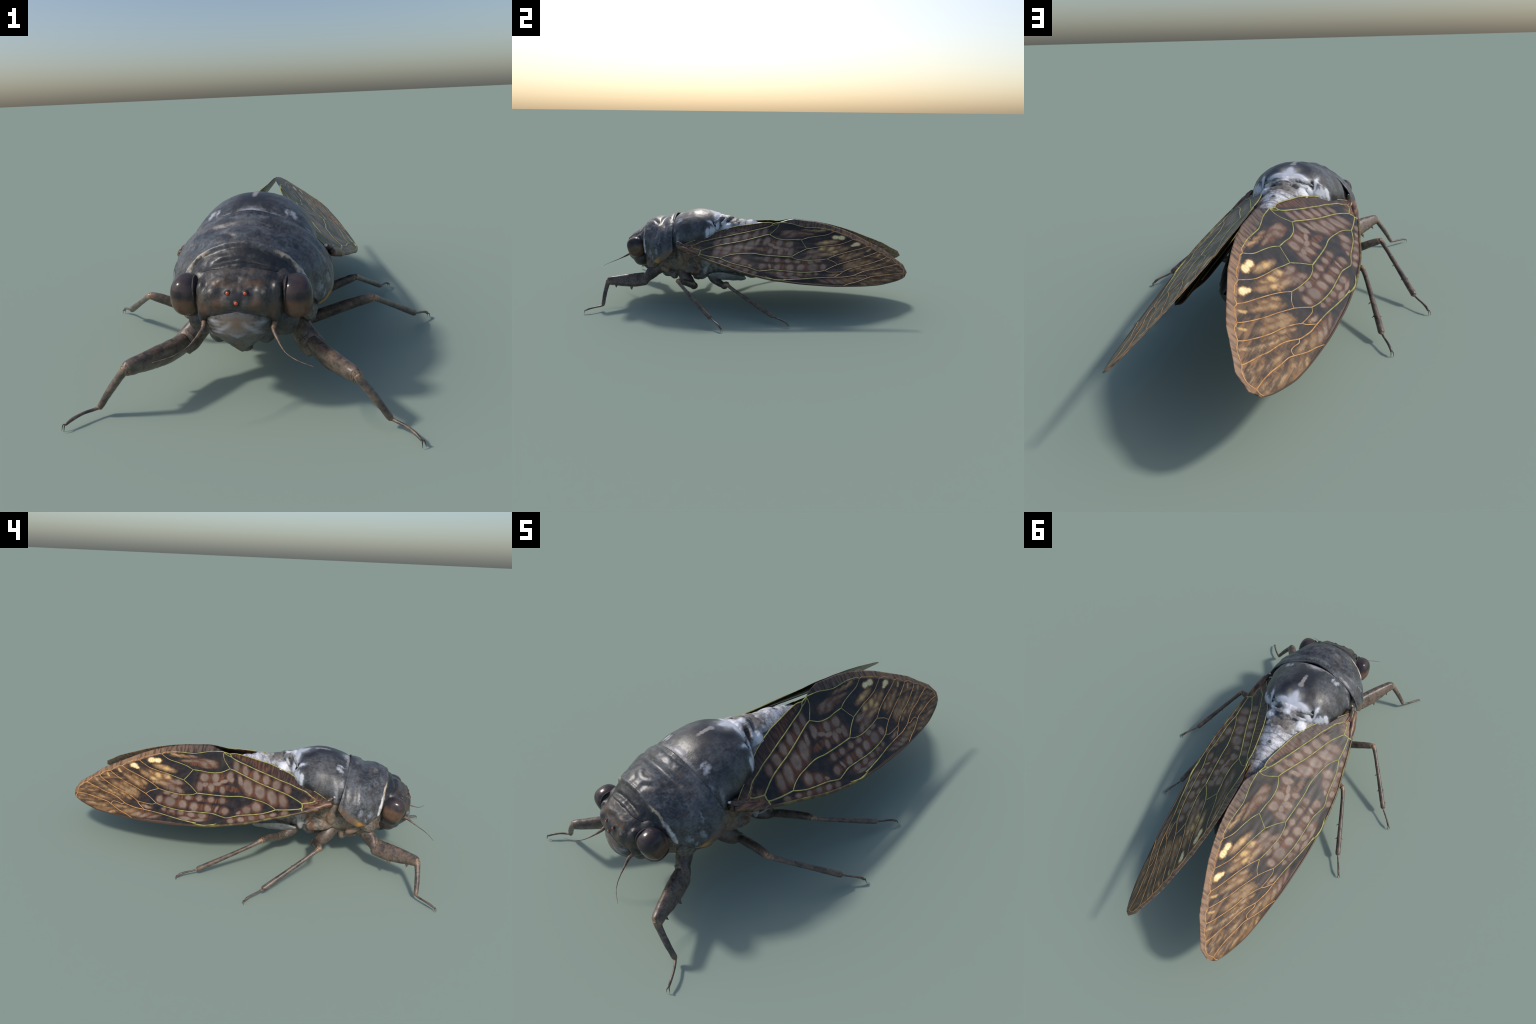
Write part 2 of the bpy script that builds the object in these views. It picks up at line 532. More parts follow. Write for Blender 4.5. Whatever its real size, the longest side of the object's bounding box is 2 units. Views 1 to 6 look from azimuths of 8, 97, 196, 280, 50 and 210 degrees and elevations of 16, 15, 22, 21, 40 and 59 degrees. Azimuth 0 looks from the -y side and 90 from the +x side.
def pleuron_marks(N, p, col):
    s = N.xyz(p)
    col = paint(N, p, col, [((0.21, -0.44, 0.30), (0.03, 0.035, 0.10)), ((0.2, -0.56, 0.22), (0.05, 0.05, 0.03))], (0.26, 0.175, 0.115), 0.2, 1.2, (35, 0.02), 0.8)
    col = paint(N, p, col, [((0.2, -0.345, 0.225), (0.05, 0.03, 0.03)), ((0.2, -0.33, 0.27), (0.05, 0.022, 0.03))], (0.17, 0.065, 0.03), 0.2, 1.15, (40, 0.015), 0.8)
    wax = N.math('MULTIPLY', N.step(s[1], -0.36, -0.27), N.step(N.noise(p, 30, 5, 0.65), 0.32, 0.55))
    col = N.mix(N.math('MULTIPLY', wax, 0.9), col, (0.36, 0.37, 0.365))
    return col


M_HEAD = cuticle("head_cuticle", (0.024, 0.023, 0.024), (0.085, 0.078, 0.072), (0.10, 0.062, 0.038), 0.55, 0.40, head_marks, 0.5)
M_CLYP = cuticle("clypeus_cuticle", (0.035, 0.033, 0.031), (0.13, 0.12, 0.11), (0.12, 0.075, 0.045), 0.5, 0.42, clypeus_marks, 0.6)
M_PRON = cuticle("pronotum_cuticle", (0.030, 0.033, 0.039), (0.118, 0.125, 0.136), BROWN, 0.40, 0.38, pronotum_marks, 0.9)
M_MESO = cuticle("mesonotum_cuticle", (0.030, 0.032, 0.036), (0.108, 0.113, 0.120), BROWN, 0.42, 0.38, mesonotum_marks, 0.6)
M_PLEU = cuticle("side_plate_cuticle", (0.050, 0.043, 0.036), (0.225, 0.188, 0.150), (0.27, 0.150, 0.075), 0.75, 0.5, pleuron_marks, 0.8)
M_ABDO = cuticle("abdomen_cuticle", (0.030, 0.033, 0.036), (0.10, 0.11, 0.115), (0.08, 0.07, 0.06), 0.3, 0.55, abdomen_marks, 0.5)
M_OPER = cuticle("operculum_cuticle", (0.20, 0.21, 0.21), (0.40, 0.41, 0.41), (0.22, 0.19, 0.16), 0.3, 0.55, None, 0.4, bump=0.25)
M_WAX = cuticle("white_wax", (0.45, 0.46, 0.49), (0.72, 0.73, 0.78), (0.40, 0.38, 0.36), 0.25, 0.6, None, 0.2, bump=0.25)
M_META = cuticle("metathorax_cuticle", (0.16, 0.16, 0.165), (0.40, 0.41, 0.43), (0.16, 0.13, 0.10), 0.5, 0.55, metathorax_marks, 0.4)
M_RIDGE = cuticle("cross_ridge_cuticle", (0.16, 0.15, 0.145), (0.48, 0.48, 0.51), (0.16, 0.12, 0.09), 0.8, 0.5, None, 0.3)
M_RIM = cuticle("eye_rim_cuticle", (0.016, 0.015, 0.014), (0.06, 0.05, 0.045), (0.10, 0.05, 0.03), 0.5, 0.62, None, 0.2)
M_BEAK = cuticle("beak_cuticle", (0.05, 0.04, 0.032), (0.15, 0.12, 0.09), (0.16, 0.09, 0.05), 0.6, 0.4, None, 0.3)


def leg_material(name, knees, tint=1.0):
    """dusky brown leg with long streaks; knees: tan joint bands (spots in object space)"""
    N = Nodes(name)
    p = N.abs_coord()
    a = N.noise(p, 26, 5, 0.65, distortion=0.4)
    f = N.noise(p, 120, 4, 0.7)
    m = N.math('MULTIPLY_ADD', f, 0.35, N.math('MULTIPLY', a, 0.65))
    col = N.mix(N.step(m, 0.36, 0.64), tuple(c * tint for c in (0.050, 0.041, 0.037)), tuple(c * tint for c in (0.185, 0.138, 0.106)))
    br = N.step(N.noise(p, 40, 3, 0.6), 0.55, 0.72)
    col = N.mix(N.math('MULTIPLY', br, 0.6), col, (0.21, 0.115, 0.060))
    d = N.spots(N.warp(p, 60, 0.006), knees)
    k = N.math('SUBTRACT', 1.0, N.step(d, 0.6, 1.1))
    bandn = N.step(N.noise(p, 150, 2), 0.40, 0.5)
    col = N.mix(N.math('MULTIPLY', k, 0.9), col, N.mix(bandn, (0.06, 0.04, 0.028), (0.34, 0.21, 0.12)))
    tan = N.step(N.noise(p, 32, 4, 0.65), 0.56, 0.70)
    col = N.mix(N.math('MULTIPLY', tan, 0.5), col, (0.30, 0.22, 0.165))
    return N.finish(col, rough=N.math('MULTIPLY_ADD', f, 0.3, 0.22), spec=0.5, bump=m, bump_strength=0.35, bump_dist=0.004)


def simple(name, color, color2, scale=60, rough=0.4, coat=0.0):
    N = Nodes(name)
    p = N.abs_coord()
    n = N.noise(p, scale, 4, 0.6)
    return N.finish(N.mix(N.step(n, 0.35, 0.65), color, color2), rough=rough, bump=n, bump_strength=0.15, bump_dist=0.002, coat=coat)


def eye_material():
    """glossy compound eye: violet-black cap above a warm brown lower half"""
    N = Nodes("compound_eye")
    p = N.warp(N.abs_coord(), 25, 0.008)
    s = N.xyz(p)
    lvl = N.math('MULTIPLY_ADD', N.math('ADD', s[1], 0.77), -0.25, s[2])
    lower = N.mix(N.step(N.noise(p, 20, 3), 0.35, 0.65), (0.105, 0.064, 0.042), (0.165, 0.092, 0.060))
    top = N.mix(N.step(N.noise(p, 22, 3), 0.4, 0.65), (0.060, 0.044, 0.044), (0.026, 0.024, 0.032))
    col = N.mix(N.step(lvl, 0.350, 0.382), lower, top)
    col = paint(N, p, col, [((0.20, -0.745, 0.30), (0.02, 0.03, 0.012))], (0.14, 0.05, 0.03), 0.3, 1.2, (40, 0.008), 0.7)
    cells = N.voronoi(N.coord, 260)
    return N.finish(col, rough=0.17, spec=0.33, bump=cells, bump_strength=0.02, bump_dist=0.001)


M_EYE = eye_material()
M_OCEL = simple("ocellus_red", (0.55, 0.06, 0.02), (0.72, 0.13, 0.05), 200, 0.15, 0.6)
M_ANT = simple("antenna_brown", (0.07, 0.05, 0.04), (0.22, 0.14, 0.09), 50, 0.45)
M_CLAW = simple("claw_dark", (0.03, 0.02, 0.016), (0.10, 0.06, 0.035), 80, 0.35)


# --------------------------------------------------------------------- body
root = bpy.data.objects.new("cicada", None)
SCN.objects.link(root)
root["label"] = "dark grey cicada with mottled brown opaque wings"
root["category"] = "cicada insect"


# head: broad, flat-fronted wedge between the eyes   (y, top, bottom, half width, z of widest)
head0 = loft("head", [(-0.70, 0.470, 0.200, 0.165, 0.35), (-0.745, 0.460, 0.215, 0.146, 0.350), (-0.785, 0.446, 0.240, 0.138, 0.350),
                     (-0.815, 0.428, 0.268, 0.131, 0.350), (-0.838, 0.404, 0.290, 0.117, 0.350), (-0.850, 0.388, 0.306, 0.100, 0.346),
                     (-0.858, 0.370, 0.318, 0.072, 0.343), (-0.863, 0.350, 0.328, 0.030, 0.340)][::-1],
            60, 84, M_HEAD, root, px=2.5, pz=2.3)
parts = [head0]
for c, r, rot in (((0.072, -0.770, 0.240), (0.036, 0.050, 0.036), (0.2, 0.6, 0)), ((0.128, -0.748, 0.268), (0.046, 0.052, 0.050), (0, 0.4, 0)), ((0.108, -0.815, 0.318), (0.018, 0.028, 0.045), (0, 0, 0)),
                  ((0.106, -0.805, 0.378), (0.022, 0.028, 0.034), (0, 0, 0.2)), ((0.104, -0.766, 0.354), (0.040, 0.053, 0.064), (0.28, 0, 0)), ((0.115, -0.745, 0.395), (0.036, 0.040, 0.036), (0.2, 0, 0)), ((0.0, -0.765, 0.245), (0.055, 0.05, 0.065), (0, 0, 0))):
    o = blob("part", c, r, None, None, rot, 2.2)
    parts += both(o) if c[0] else [o]


def head_relief(p):
    x, y, z = abs(p.x), p.y, p.z
    d = 0.0
    for (bx, by, bz, rx, ry, rz, h) in ((0.074, -0.842, 0.386, 0.026, 0.03, 0.018, 0.008), (0.052, -0.855, 0.352, 0.030, 0.03, 0.020, 0.005), (0.0, -0.855, 0.378, 0.034, 0.03, 0.026, 0.005),
                                         (0.045, -0.825, 0.416, 0.034, 0.012, 0.02, 0.004), (0.0, -0.830, 0.412, 0.02, 0.010, 0.014, -0.004), (0.095, -0.82, 0.405, 0.016, 0.03, 0.016, -0.006),
                                         (0.048, -0.85, 0.378, 0.012, 0.03, 0.030, -0.004), (0.10, -0.84, 0.352, 0.012, 0.03, 0.02, -0.004), (0.0, -0.86, 0.340, 0.08, 0.03, 0.006, -0.004)):
        d += h * math.exp(-((x - bx) / rx) ** 2 - ((y - by) / ry) ** 2 - ((z - bz) / rz) ** 2)
    return d


head = organic("head", parts, 0.0042, 3, M_HEAD, root, 0.0016, 45, head_relief)

# postclypeus: swollen, keeled face below the ocelli
rows = [(0.341, 0.074, -0.852), (0.330, 0.094, -0.864), (0.312, 0.105, -0.870), (0.290, 0.112, -0.874), (0.268, 0.112, -0.875), (0.250, 0.104, -0.870),
        (0.228, 0.080, -0.857), (0.206, 0.048, -0.840), (0.188, 0.020, -0.820), (0.176, 0.008, -0.800)]
V = []
NR, NC = 40, 49
for i in range(NR):
    z = rows[0][0] + (rows[-1][0] - rows[0][0]) * i / (NR - 1)
    tb = [(-r[0], r[1], r[2]) for r in rows]
    w, yf = interp(-z, tb, 1), interp(-z, tb, 2)
    keel = smooth(0.30, 0.20, z)
    for j in range(NC):
        a = math.pi * j / (NC - 1)
        k = math.sin(a) ** (0.55 + 0.75 * keel)
        groove = 0.0026 * math.sin(z * 560) * smooth(0.25, 0.8, abs(math.cos(a)) + 0.1) * smooth(0.33, 0.30, z)
        V.append((w * math.cos(a), -0.755 + (yf + 0.755) * k + groove, z + 0.012 * (1 - k) * 0.0))
face = make("postclypeus", V + [(0, -0.78, 0.345), (0, -0.78, 0.172)],
            grid_faces(NR, NC) + [(NR * NC, j, j + 1) for j in range(NC - 1)] + [(NR * NC + 1, (NR - 1) * NC + j + 1, (NR - 1) * NC + j) for j in range(NC - 1)], M_CLYP, head)
beak = tube("rostrum", [(0, -0.770, 0.185), (0, -0.745, 0.168), (0, -0.70, 0.152), (0, -0.60, 0.142), (0, -0.50, 0.132)], [(0.018, 0.016), (0.024, 0.016), (0.018, 0.013), (0.012, 0.010), (0.004, 0.004)], M_BEAK, head)

# eyes with a raised rim on the inner side
eye = blob("eye", (0.1670, -0.770, 0.352), (0.0510, 0.0555, 0.0665), M_EYE, head, (0.28, -0.08, 0.10), 2.45, seg=64)
mirrored(eye, head)
rim_pts = []
for k in range(25):
    a = 2 * math.pi * k / 24
    rim_pts.append((0.1395 + 0.003 * math.cos(a), -0.7680 + 0.0500 * math.cos(a) - 0.015 * math.sin(a), 0.3525 + 0.0605 * math.sin(a)))
rim = tube("eye_rim", rim_pts, [(0.0040, 0.0034)] * 3, M_RIM, head, n=72, seg=10, up=(1, 0, 0), cap=False, rough=0.0015)
mirrored(rim, head)
for x, z in ((0.0258, 0.387), (-0.0258, 0.387), (0.0, 0.3605)):
    hit = head.ray_cast(Vector((x, -1.0, z)), Vector((0, 1, 0)))
    y = hit[1].y
    blob("ocellus_socket", (x, y + 0.003, z), (0.0105, 0.0065, 0.0100), M_RIM, head, seg=20)
    blob("ocellus", (x, y - 0.0006, z), (0.0060, 0.0052, 0.0060), M_OCEL, head, seg=20)

# antennae: two stout joints and a bristle
ant = tube("antenna", [(0.104, -0.815, 0.298), (0.106, -0.832, 0.290), (0.104, -0.853, 0.280), (0.111, -0.872, 0.270), (0.119, -0.889, 0.262), (0.132, -0.914, 0.251), (0.150, -0.939, 0.242), (0.180, -0.963, 0.235), (0.224, -0.982, 0.228)],
           [0.007, 0.0082, 0.0066, 0.0055, 0.0036, 0.0022, 0.0017, 0.0013, 0.0007], M_ANT, head, n=60, seg=10)
knob = blob("antenna_joint", (0.104, -0.851, 0.2815), (0.0078, 0.0072, 0.0078), M_ANT, ant, seg=16)
mirrored(ant, head)

# pronotum: saddle-shaped shield, front edge over the head, collar behind, pointed lower corners
PT = [(-0.81, 0.432, 0.128, 0.36, 0.10), (-0.79, 0.452, 0.148, 0.35, 0.10), (-0.765, 0.472, 0.166, 0.345, 0.10), (-0.735, 0.497, 0.184, 0.338, 0.10), (-0.70, 0.518, 0.203, 0.33, 0.11),
      (-0.66, 0.531, 0.226, 0.32, 0.12), (-0.625, 0.533, 0.252, 0.315, 0.13), (-0.605, 0.531, 0.262, 0.312, 0.13), (-0.574, 0.546, 0.273, 0.312, 0.13), (-0.53, 0.557, 0.278, 0.32, 0.13), (-0.48, 0.557, 0.276, 0.33, 0.13)]
LOW = [(-0.81, 0.41), (-0.765, 0.375), (-0.735, 0.358), (-0.70, 0.333), (-0.66, 0.296), (-0.625, 0.266), (-0.60, 0.268), (-0.56, 0.286), (-0.52, 0.318), (-0.495, 0.350), (-0.48, 0.375)]
NR, NC = 90, 121
V = []
for i in range(NR):
    v = i / (NR - 1)
    for j in range(NC):
        g = 2 * j / (NC - 1) - 1
        f = abs(g)
        yf = -0.800 + 0.100 * f**2.6
        yr = -0.527 + 0.042 * f**1.2
        y = yf + (yr - yf) * v
        zt, w, zc, b = (interp(y, PT, k) for k in (1, 2, 3, 4))
        zl = interp(y, LOW, 1)
        end = math.acos(max(-1, min(1, (zl - zc) / (zt - zc)))) if zl > zc else math.pi / 2 + math.asin(min(1, (zc - zl) / b))
        th = end * f
        e = 2 / 1.93
        x = w * abs(math.sin(th)) ** e
        z = zc + (zt - zc) * max(0, math.cos(th)) ** e if th < math.pi / 2 else zc - b * abs(math.cos(th))
        V.append((math.copysign(x, g), y, z))


def pron_relief(p):
    x, y, z = abs(p.x), p.y, p.z
    d = 0.0
    # transverse groove in front of the collar, raised rear rim
    gy = -0.607 + 0.047 * smooth(0.05, 0.20, x)
    d -= 0.0065 * math.exp(-((y - gy) / 0.016) ** 2) * (0.45 + 0.55 * smooth(0.27, 0.12, x)) * smooth(0.33, 0.40, z)
    d += 0.005 * math.exp(-((y - gy + 0.035) / 0.022) ** 2) * smooth(0.10, 0.2, x) * smooth(0.33, 0.40, z)
    ry = -0.527 + 0.042 * smooth(0.0, 0.3, x)
    d += 0.003 * math.exp(-((y - ry) / 0.006) ** 2) - 0.0028 * math.exp(-((y - ry + 0.016) / 0.008) ** 2)
    d += (0.005 * math.exp(-(x / 0.03) ** 2) - 0.004 * math.exp(-((x - 0.11) / 0.06) ** 2)) * math.exp(-((y + 0.53) / 0.035) ** 2)
    # oblique furrows
    for (x0, y0, x1, y1) in ((0.03, -0.70, 0.11, -0.63), (0.12, -0.69, 0.20, -0.62)):
        t = max(0.0, min(1.0, ((x - x0) * (x1 - x0) + (y - y0) * (y1 - y0)) / ((x1 - x0) ** 2 + (y1 - y0) ** 2)))
        q = math.hypot(x - x0 - t * (x1 - x0), y - y0 - t * (y1 - y0))
        d -= 0.0045 * math.exp(-(q / 0.012) ** 2)
    # stepped front disc
    u = y + 0.6385 + 0.17 * z
    d += 0.0035 * math.exp(-(u / 0.006) ** 2) - 0.007 * smooth(-0.001, -0.014, u) * smooth(-0.79, -0.76, y)
    d -= 0.005 * math.exp(-((y + 0.768) / 0.006) ** 2) * smooth(0.10, 0.06, x)
    d -= 0.009 * smooth(-0.783, -0.802, y) * smooth(0.16, 0.12, x)
    d += wobble((x * 0.6, y, z * 1.6), 60, 0.0008, 5)
    return d


F = grid_faces(NR, NC)
V = displace(V, F, [(0.225, -0.655, 0.39, 0.03, 0.035, 0.05, 0.006), (0.06, -0.665, 0.53, 0.04, 0.03, 0.04, 0.004), (0.035, -0.775, 0.46, 0.05, 0.012, 0.03, -0.005), (0.04, -0.76, 0.47, 0.05, 0.008, 0.03, 0.003)], 0.0016, 35, pron_relief)
pron = make("pronotum", V, F, M_PRON, root)
m = pron.modifiers.new("shell", "SOLIDIFY")
m.thickness, m.offset = 0.007, -1

# mesonotum: the big dome between the wings
meso = loft("mesonotum", [(-0.56, 0.520, 0.30, 0.200, 0.40), (-0.53, 0.540, 0.29, 0.213, 0.40), (-0.50, 0.557, 0.28, 0.223, 0.40), (-0.458, 0.575, 0.28, 0.227, 0.40), (-0.417, 0.587, 0.28, 0.222, 0.40),
                          (-0.36, 0.593, 0.30, 0.216, 0.41), (-0.31, 0.587, 0.31, 0.200, 0.42), (-0.275, 0.577, 0.32, 0.184, 0.425), (-0.245, 0.565, 0.31, 0.158, 0.42), (-0.222, 0.555, 0.33, 0.115, 0.44), (-0.20, 0.545, 0.36, 0.06, 0.46)],
            70, 110, M_MESO, root, rough=0.0016, rscale=30, px=2.04, pz=2.0,
            bumps=[(0.118, -0.238, 0.525, 0.018, 0.016, 0.03, -0.012), (0.06, -0.245, 0.555, 0.04, 0.012, 0.03, 0.004), (0.15, -0.27, 0.50, 0.03, 0.02, 0.03, 0.004),
                   (0.0, -0.505, 0.55, 0.06, 0.012, 0.03, 0.003), (0.11, -0.39, 0.56, 0.008, 0.09, 0.03, -0.0012)])
# metathorax: cross-shaped ridge, saddle and the swollen white covers of the sound organs
parts = [blob("part", (0, -0.195, 0.535), (0.042, 0.060, 0.020), None, None, (0.10, 0, 0)), blob("part", (0, -0.135, 0.496), (0.080, 0.055, 0.042), None, None, (0.20, 0, 0)),
         blob("part", (0, -0.20, 0.460), (0.115, 0.06, 0.06), None, None)]
for pts, rad in (([(0.0, -0.215, 0.551), (0.04, -0.222, 0.544), (0.085, -0.236, 0.528), (0.118, -0.250, 0.512)], [(0.018, 0.012), (0.014, 0.012), (0.010, 0.011), (0.005, 0.006)]),
                 ([(0.0, -0.205, 0.549), (0.035, -0.185, 0.542), (0.065, -0.185, 0.532), (0.100, -0.205, 0.512)], [(0.016, 0.010), (0.012, 0.010), (0.009, 0.009), (0.006, 0.007)])):
    parts += both(tube("part", pts, rad, None, None, n=24))
parts += both(blob("part", (0.069, -0.172, 0.475), (0.042, 0.042, 0.042), None, None, (0.1, 0.75, 0.25), 2.2))
parts += both(blob("part", (0.040, -0.105, 0.505), (0.045, 0.022, 0.022), None, None, (0.1, 0.25, -0.3), 2.0))
organic("metathorax", parts, 0.0042, 3, M_META, root, 0.0036, 42)

# side walls and underside of the thorax
th0 = loft("part", [(-0.72, 0.40, 0.175, 0.150, 0.30), (-0.67, 0.42, 0.165, 0.185, 0.31), (-0.60, 0.44, 0.160, 0.205, 0.32), (-0.53, 0.46, 0.150, 0.212, 0.33), (-0.46, 0.47, 0.148, 0.215, 0.33), (-0.38, 0.48, 0.140, 0.213, 0.33),
                         (-0.31, 0.49, 0.138, 0.205, 0.33), (-0.24, 0.50, 0.142, 0.198, 0.33), (-0.17, 0.50, 0.150, 0.190, 0.33), (-0.10, 0.49, 0.160, 0.175, 0.33)],
              70, 80, None, None, px=2.4, pz=2.2, pb=2.6,
              bumps=[(0.13, -0.51, 0.15, 0.03, 0.022, 0.03, 0.016), (0.14, -0.35, 0.14, 0.05, 0.03, 0.03, 0.012), (0.21, -0.315, 0.25, 0.03, 0.010, 0.05, -0.010), (0.21, -0.385, 0.265, 0.03, 0.05, 0.008, -0.008),
                     (0.21, -0.47, 0.26, 0.03, 0.008, 0.08, -0.008), (0.2, -0.29, 0.22, 0.03, 0.012, 0.04, 0.008)])
parts = [th0]
for c, r, rot in (((0.200, -0.395, 0.222), (0.020, 0.072, 0.024), (-0.22, -0.35, 0.0)), ((0.212, -0.455, 0.300), (0.014, 0.026, 0.062), (0.10, 0.05, 0)),
                  ((0.190, -0.575, 0.222), (0.022, 0.050, 0.020), (-0.45, -0.4, 0.0)), ((0.200, -0.645, 0.262), (0.020, 0.050, 0.036), (0.35, -0.25, -0.35)),
                  ((0.198, -0.288, 0.235), (0.012, 0.018, 0.045), (-0.2, -0.2, 0)), ((0.140, -0.520, 0.165), (0.030, 0.024, 0.030), (0.3, 0.3, 0)), ((0.204, -0.335, 0.260), (0.012, 0.012, 0.045), (0.5, 0, 0)),
                  ((0.110, -0.350, 0.156), (0.075, 0.045, 0.026), (0.1, -0.3, 0.3)), ((0.120, -0.555, 0.180), (0.05, 0.05, 0.03), (0, 0, 0))):
    parts += both(blob("part", c, r, None, None, rot, 2.3))
thorax = organic("thorax", parts, 0.0055, 2, M_PLEU, root, 0.0035, 28,
                 lambda p: -0.004 * math.exp(-((p.y + 0.425 + 0.3 * (p.z - 0.3)) / 0.006) ** 2) - 0.004 * math.exp(-((p.y + 0.305 - 0.4 * (p.z - 0.25)) / 0.007) ** 2) - 0.004 * math.exp(-((p.z - 0.262 - 0.25 * (p.y + 0.4)) / 0.005) ** 2) * smooth(-0.46, -0.42, p.y) * smooth(-0.32, -0.34, p.y))

# abdomen: tapering, each ring lipped over the next
AB = [(-0.20, 0.515, 0.150, 0.150, 0.33), (-0.12, 0.527, 0.148, 0.176, 0.33), (-0.04, 0.530, 0.142, 0.178, 0.320), (0.04, 0.515, 0.136, 0.170, 0.310), (0.12, 0.486, 0.138, 0.160, 0.300),
      (0.20, 0.445, 0.148, 0.148, 0.290), (0.28, 0.412, 0.160, 0.132, 0.285), (0.35, 0.382, 0.178, 0.114, 0.282), (0.42, 0.350, 0.205, 0.088, 0.280), (0.47, 0.322, 0.235, 0.055, 0.280), (0.505, 0.295, 0.268, 0.018, 0.280)]
RINGS = [-0.17, -0.115, -0.045, 0.030, 0.105, 0.175, 0.245, 0.315, 0.385, 0.450]
NC = 88
abdomen = loft("abdomen", AB, 60, NC, M_ABDO, root, px=1.5, pz=1.5, pb=2.1, extra=lambda p: -0.010)
for i in range(len(RINGS) - 1):
    a, b = RINGS[i] - 0.012, RINGS[i + 1]
    V = []
    n = 15
    for k in range(n + 2):
        u = min(1.0, k / (n - 1))
        inner = k > n - 1
        y = a + (b - a) * u
        lift0 = -0.006 + 0.012 * math.sin(math.pi * min(1, u * 0.85)) ** 1.2 - (0.014 * (k - n + 1) if inner else 0)
        zt, zb, w, zc = (interp(y, AB, c) for c in (1, 2, 3, 4))
        for j in range(NC):
            th = 2 * math.pi * j / NC
            s, c = math.sin(th), math.cos(th)
            roof = 1.52 if c > 0 else 1.52 + 0.55 * min(1.0, -c * 4)
            lift = lift0 * (0.25 + 0.75 * c * c) if c > 0 else lift0
            x = (w + lift) * math.copysign(abs(s) ** (2 / roof), s)
            zz = zc + (zt - zc + lift) * c ** (2 / 1.52) if c > 0 else zc - (zc - zb + lift) * (-c) ** (2 / 2.1)
            back = 0.022 * (1 - abs(c)) - 0.006
            q = (abs(x), y, zz)
            r = 1 + wobble(q, 26, 0.010) + wobble(q, 75, 0.005)
            V.append((x * r, y + back * (0.5 + 0.5 * u), zc + (zz - zc) * r))
    make("abdomen_ring", V, grid_faces(n + 2, NC, True), M_ABDO, abdomen)

# plates below the sound organs
NR, NC = 36, 25
V = []
for i in range(NR):
    u = i / (NR - 1)
    y = -0.266 + 0.238 * u
    wd = max(0.02, math.sin(math.pi * (0.04 + 0.94 * u) ** 0.85)) ** 0.65
    for j in range(NC):
        v = (2 * j / (NC - 1) - 1) * wd
        bulge = 0.016 * (1 - v * v) * wd
        V.append((0.176 - 0.038 * v + bulge * 0.55, y + 0.012 * v, 0.186 - 0.034 * v - bulge * 0.75 - 0.006 * u))
oper = make("operculum", displace(V, grid_faces(NR, NC), [], 0.0025, 28), grid_faces(NR, NC), M_OPER, abdomen)
m = oper.modifiers.new("shell", "SOLIDIFY")
m.thickness, m.offset = 0.010, 0
mirrored(oper, abdomen)

# --------------------------------------------------------------------- legs
M_FORE = leg_material("foreleg_cuticle", [((0.342, -0.902, 0.160), (0.024, 0.016, 0.024)), ((0.437, -0.904, 0.032), (0.014, 0.014, 0.010)), ((0.215, -0.700, 0.160), (0.03, 0.012, 0.04))])
M_MID = leg_material("middle_leg_cuticle", [((0.422, -0.412, 0.213), (0.026, 0.022, 0.024)), ((0.604, -0.163, 0.048), (0.010, 0.012, 0.012))], 0.9)
M_HIND = leg_material("hind_leg_cuticle", [((0.373, -0.112, 0.187), (0.022, 0.024, 0.022)), ((0.495, 0.196, 0.040), (0.010, 0.012, 0.012))], 0.9)


def claws(parent, tip, d, spread=0.006, length=0.012):
    d = Vector(d).normalized()
    side = d.cross(Vector((0, 0, 1))).normalized()
    t = Vector(tip)
    for s in (1, -1):
        p = [t, t + d * length * 0.55 + side * s * spread * 0.7 + Vector((0, 0, 0.001)), t + d * length + side * s * spread + Vector((0, 0, -t.z + 0.0012))]
        tube("claw", p, [0.0026, 0.0018, 0.0006], M_CLAW, parent, n=8, seg=8)


def spine(parent, p, tip, r, mat):
    tube("spine", [p, tuple((np.array(p) + np.array(tip)) / 2), tip], [r, r * 0.55, r * 0.12], mat, parent, n=8, seg=8)


# foreleg: deep toothed femur held like an arm
fore_up = (-0.56, 0.15, 0.81)
fem = tube("foreleg", [(0.212, -0.690, 0.150), (0.2225, -0.706, 0.149), (0.250, -0.755, 0.148), (0.285, -0.812, 0.153), (0.318, -0.868, 0.159), (0.338, -0.896, 0.161), (0.343, -0.905, 0.161)],
           [(0.020, 0.036), (0.0255, 0.044), (0.0265, 0.045), (0.0245, 0.040), (0.021, 0.030), (0.019, 0.025), (0.014, 0.019)], M_FORE, root, n=44, seg=24, up=fore_up, power=2.5, rough=0.0015, rscale=45)
tube("coxa", [(0.135, -0.600, 0.235), (0.160, -0.640, 0.205), (0.195, -0.680, 0.165), (0.222, -0.700, 0.142)], [(0.045, 0.052), (0.036, 0.046), (0.031, 0.042), (0.026, 0.040)], M_FORE, fem, n=30, seg=22, up=(-0.4, 0.5, 0.7), rough=0.003, rscale=40)
for z in (0.0, 0.5, 1.0):
    c = np.array((0.178, -0.668, 0.180)) * (1 - z) + np.array((0.206, -0.697, 0.163)) * z
    blob("coxa_fold", c, (0.030, 0.008, 0.030), M_FORE, fem, (0.7, -0.4, 0.6), rough=0.002, seg=22)
tib = tube("tibia", [(0.341, -0.899, 0.164), (0.350, -0.902, 0.150), (0.365, -0.904, 0.131), (0.390, -0.906, 0.098), (0.415, -0.9055, 0.062), (0.432, -0.9045, 0.037), (0.4375, -0.9045, 0.027)],
           [(0.015, 0.017), (0.0135, 0.015), (0.0125, 0.0135), (0.0125, 0.0130), (0.0108, 0.0115), (0.0105, 0.011), (0.008, 0.008)], M_FORE, fem, n=40, seg=16, rough=0.0008, up=(0, 1, 0))
tar = tube("tarsus", [(0.436, -0.903, 0.030), (0.452, -0.915, 0.0275), (0.476, -0.938, 0.028), (0.497, -0.965, 0.025), (0.511, -0.985, 0.018)], [0.0062, 0.0052, 0.0048, 0.0056, 0.0040], M_FORE, fem, n=26, seg=12)
